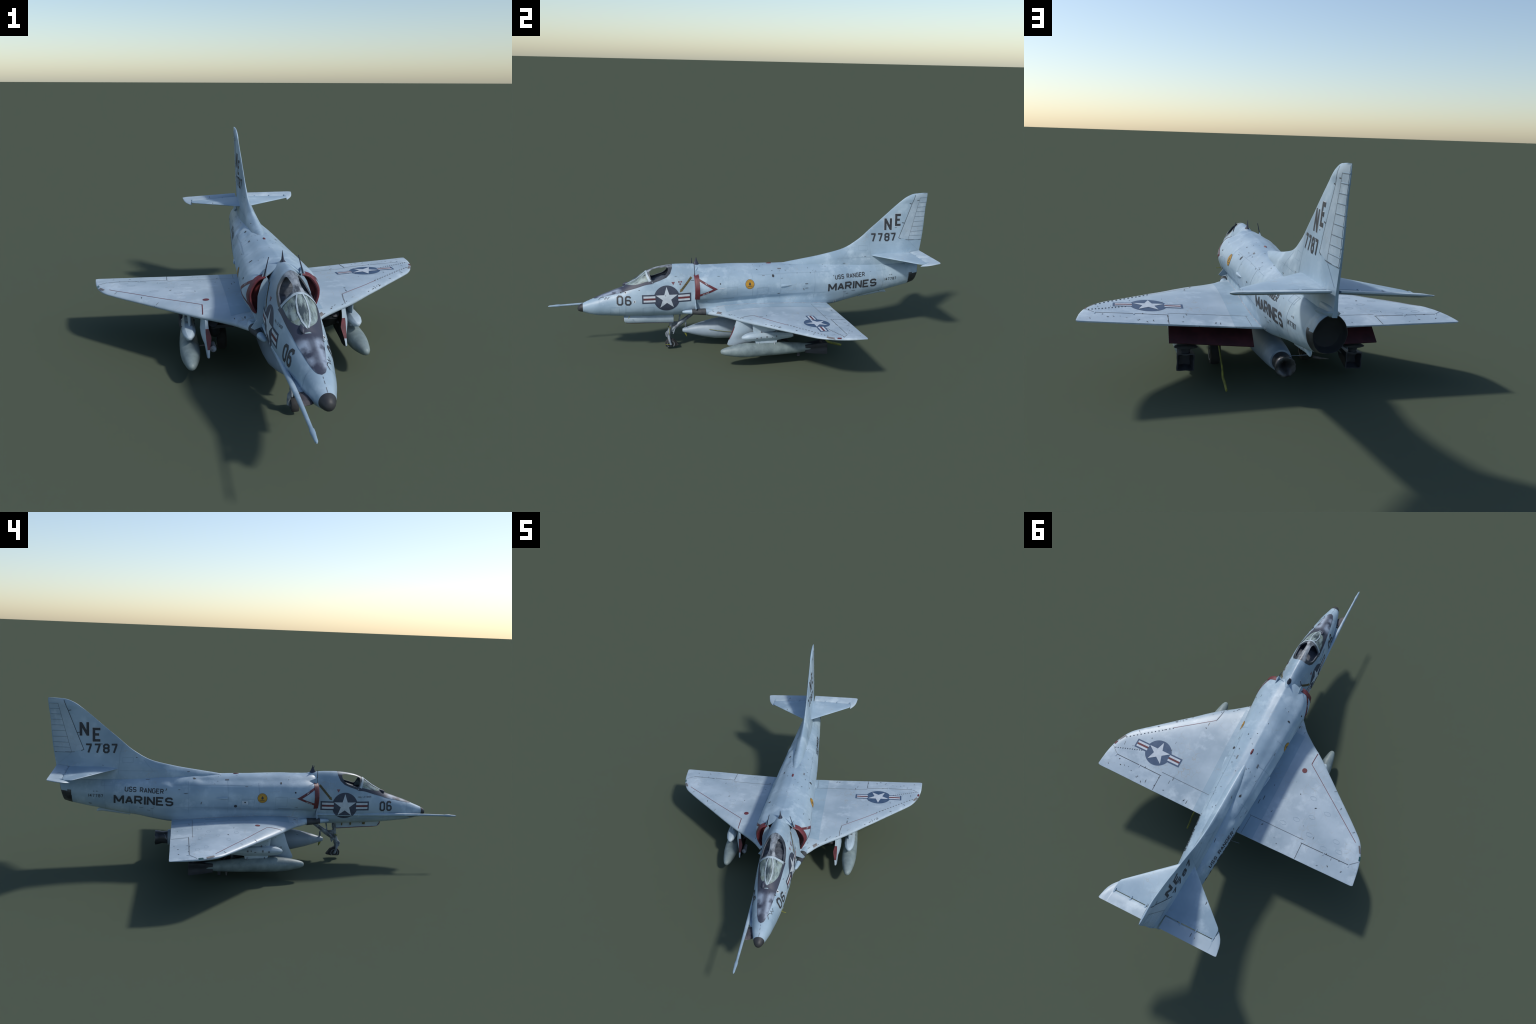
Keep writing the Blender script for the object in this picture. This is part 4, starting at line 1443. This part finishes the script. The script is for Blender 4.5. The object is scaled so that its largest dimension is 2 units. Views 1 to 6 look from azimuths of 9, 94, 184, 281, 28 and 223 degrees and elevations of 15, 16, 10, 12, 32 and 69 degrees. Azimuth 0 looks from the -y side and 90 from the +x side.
for s in (1, -1):
    for q in ((.4120, .034), (.5690, .180)):
        tk.line([(s * q[0], q[1]), (s * (q[0] - .004), q[1] + .006), (s * (q[0] - .009), q[1] + .009)], .0022)
tk.done()
rt = Layer("oval_access_panel", "seamfaint", tp_, .0003, .02)
for s in (1, -1):
    for q in ((.51, .262), (.47, .315), (.54, .300), (.30, .245), (.36, .205), (.42, .160), (.385, .285), (.25, .285), (.33, .12)):
        if s < 0:
            rt.line([(s * q[0] + .016 * math.cos(t), q[1] + .009 * math.sin(t)) for t in [2 * math.pi * i / 14 for i in range(14)]], .0012, True)
rt.done()
cap = Layer("fuel_cap", "red", tp_, .0007, .008)
cap.disc((-.2334, .0126), .0122)
cap.done()
ne = Layer("wing_edge_patch", "patch", tp_, .0007, .006)
ne.poly([(.140, -.1985), (.157, -.1790), (.151, -.1700), (.134, -.1890)])
for s in (1, -1):
    ne.poly([(s * .616, .2300), (s * .634, .2620), (s * .627, .2650), (s * .609, .2330)])
ne.done()
lamp = Layer("navigation_light_red", "red", tp_, .0010, .006)
lamp.poly([(.6380, .2740), (.6435, .2920), (.6360, .2945), (.6310, .2760)])
lamp.done()
lamp = Layer("navigation_light_green", "green", tp_, .0010, .006)
lamp.poly([(-.6390, .2760), (-.6445, .2960), (-.6370, .2980), (-.6320, .2780)])
lamp.done()
# a handful of larger dark flakes, as seen on the upper surfaces
flk = Layer("paint_flake", "seamdark", tp_, .0008, .02)
for _ in range(16):
    x = rng.uniform(.10, .25) if rng.random() < .6 else rng.uniform(.25, .60)
    y = le_y(x) + rng.uniform(.006, .022)
    e = Vector((.74, .67)).normalized()
    n_ = Vector((-e.y, e.x))
    L_, w_ = rng.uniform(.006, .020), rng.uniform(.0006, .0016)
    p = Vector((x, y))
    flk.poly([p - e * L_ * .5, p - n_ * w_, p + e * L_ * .5, p + n_ * w_])
for s, n in ((1, 20), (-1, 12)):
    for _ in range(n):
        x = rng.uniform(.14, .63)
        lo, hi = le_y(x) + .02, te_y(x) - .008
        y = rng.uniform(lo, hi) if rng.random() < .5 else rng.uniform(max(lo, .33), hi)
        a = rng.uniform(0, 6.28)
        L_, w_ = rng.uniform(.005, .014), rng.uniform(.0012, .0032)
        e, n_ = Vector((math.cos(a), math.sin(a))), Vector((-math.sin(a), math.cos(a)))
        p = Vector((s * x, y))
        flk.poly([p - e * L_ * .5, p + n_ * w_, p + e * L_ * .5, p - n_ * w_ * rng.uniform(.2, 1)])
flk.done()
flk = Layer("paint_flake", "seamdark", frame_top("spine"), .0008, .02)
for _ in range(26):
    x, y = rng.uniform(-.085, .085), rng.uniform(-.18, .45)
    a = rng.gauss(math.pi / 2, .6)
    L_, w_ = rng.uniform(.004, .011), rng.uniform(.001, .0026)
    e, n_ = Vector((math.cos(a), math.sin(a))), Vector((-math.sin(a), math.cos(a)))
    p = Vector((x, y))
    flk.poly([p - e * L_ * .5, p + n_ * w_, p + e * L_ * .5, p - n_ * w_ * rng.uniform(.2, 1)])
flk.poly([(-.046, .300), (-.040, .308), (-.041, .318), (-.050, .312)])
flk.done()

# pale sealant bead along the wing root
def junction(y):
    h = mid_half(y)
    low = [q for q in h if q[1] < .33]
    x = .135
    while x > .04:
        hit = SURF["top"].ray_cast(Vector((x, y, 1)), Vector((0, 0, -1)))[0]
        if hit is not None:
            w = 0
            for (x0, z0), (x1, z1) in zip(low, low[1:]):
                if z1 <= hit.z <= z0:
                    w = x0 + (x1 - x0) * (z0 - hit.z) / max(z0 - z1, 1e-6)
            if w >= x:
                return x, hit.z
        x -= .0015
    return None


for side in (1, -1):
    path = []
    for y in frange(-.190, .408, 34):
        j = junction(y)
        if j:
            path.append((side * (j[0] + .0008), y, j[1] + .0004 + rng.uniform(-.0004, .0004)))
    if len(path) > 4:
        tube("root_seal", path, [rng.uniform(.0012, .0022) for _ in path], "seal", 6)

# vortex generators
bm = bmesh.new()


def top_z(x, y):
    return SURF["top"].ray_cast(Vector((x, y, 1)), Vector((0, 0, -1)))[0].z


def vg_row(a, b, n, length):
    for i in range(n):
        t = i / (n - 1)
        x, y = a[0] + (b[0] - a[0]) * t, a[1] + (b[1] - a[1]) * t
        z = top_z(x, y)
        d = length / 2
        for p in [1]:
            ring = [[(x - d, y - .0012, z - .0005), (x + d * .4, y + .0030, z - .0005), (x + d, y + .0012, z - .0005), (x - d * .4, y - .0030, z - .0005)]]
            ring.append([(q[0], q[1], z + .0022) for q in ring[0]])
            loft_bm(ring, bm=bm)


vg_row((.4293, .099), (.6060, .2380), 14, .0065)
vg_row((.6254, .3073), (.5080, .2653), 12, .0045)
vg = add_obj("vortex_generator", from_bm(bm, "vortex_generator"), "seam", wings[1], 30)
vg["kind"] = "stuff"
bm = bmesh.new()
for s in (1, -1):
    for x in (.345, .480, .605):
        if x < .36:
            continue
        z = top_z(s * x, .338)
        box_bm((s * x - .002, .328, z - .003), (s * x + .002, .345, z + .0014), bm)
hg = add_obj("aileron_hinge", from_bm(bm, "aileron_hinge"), "wing", root, 30)
hg["kind"] = "stuff"
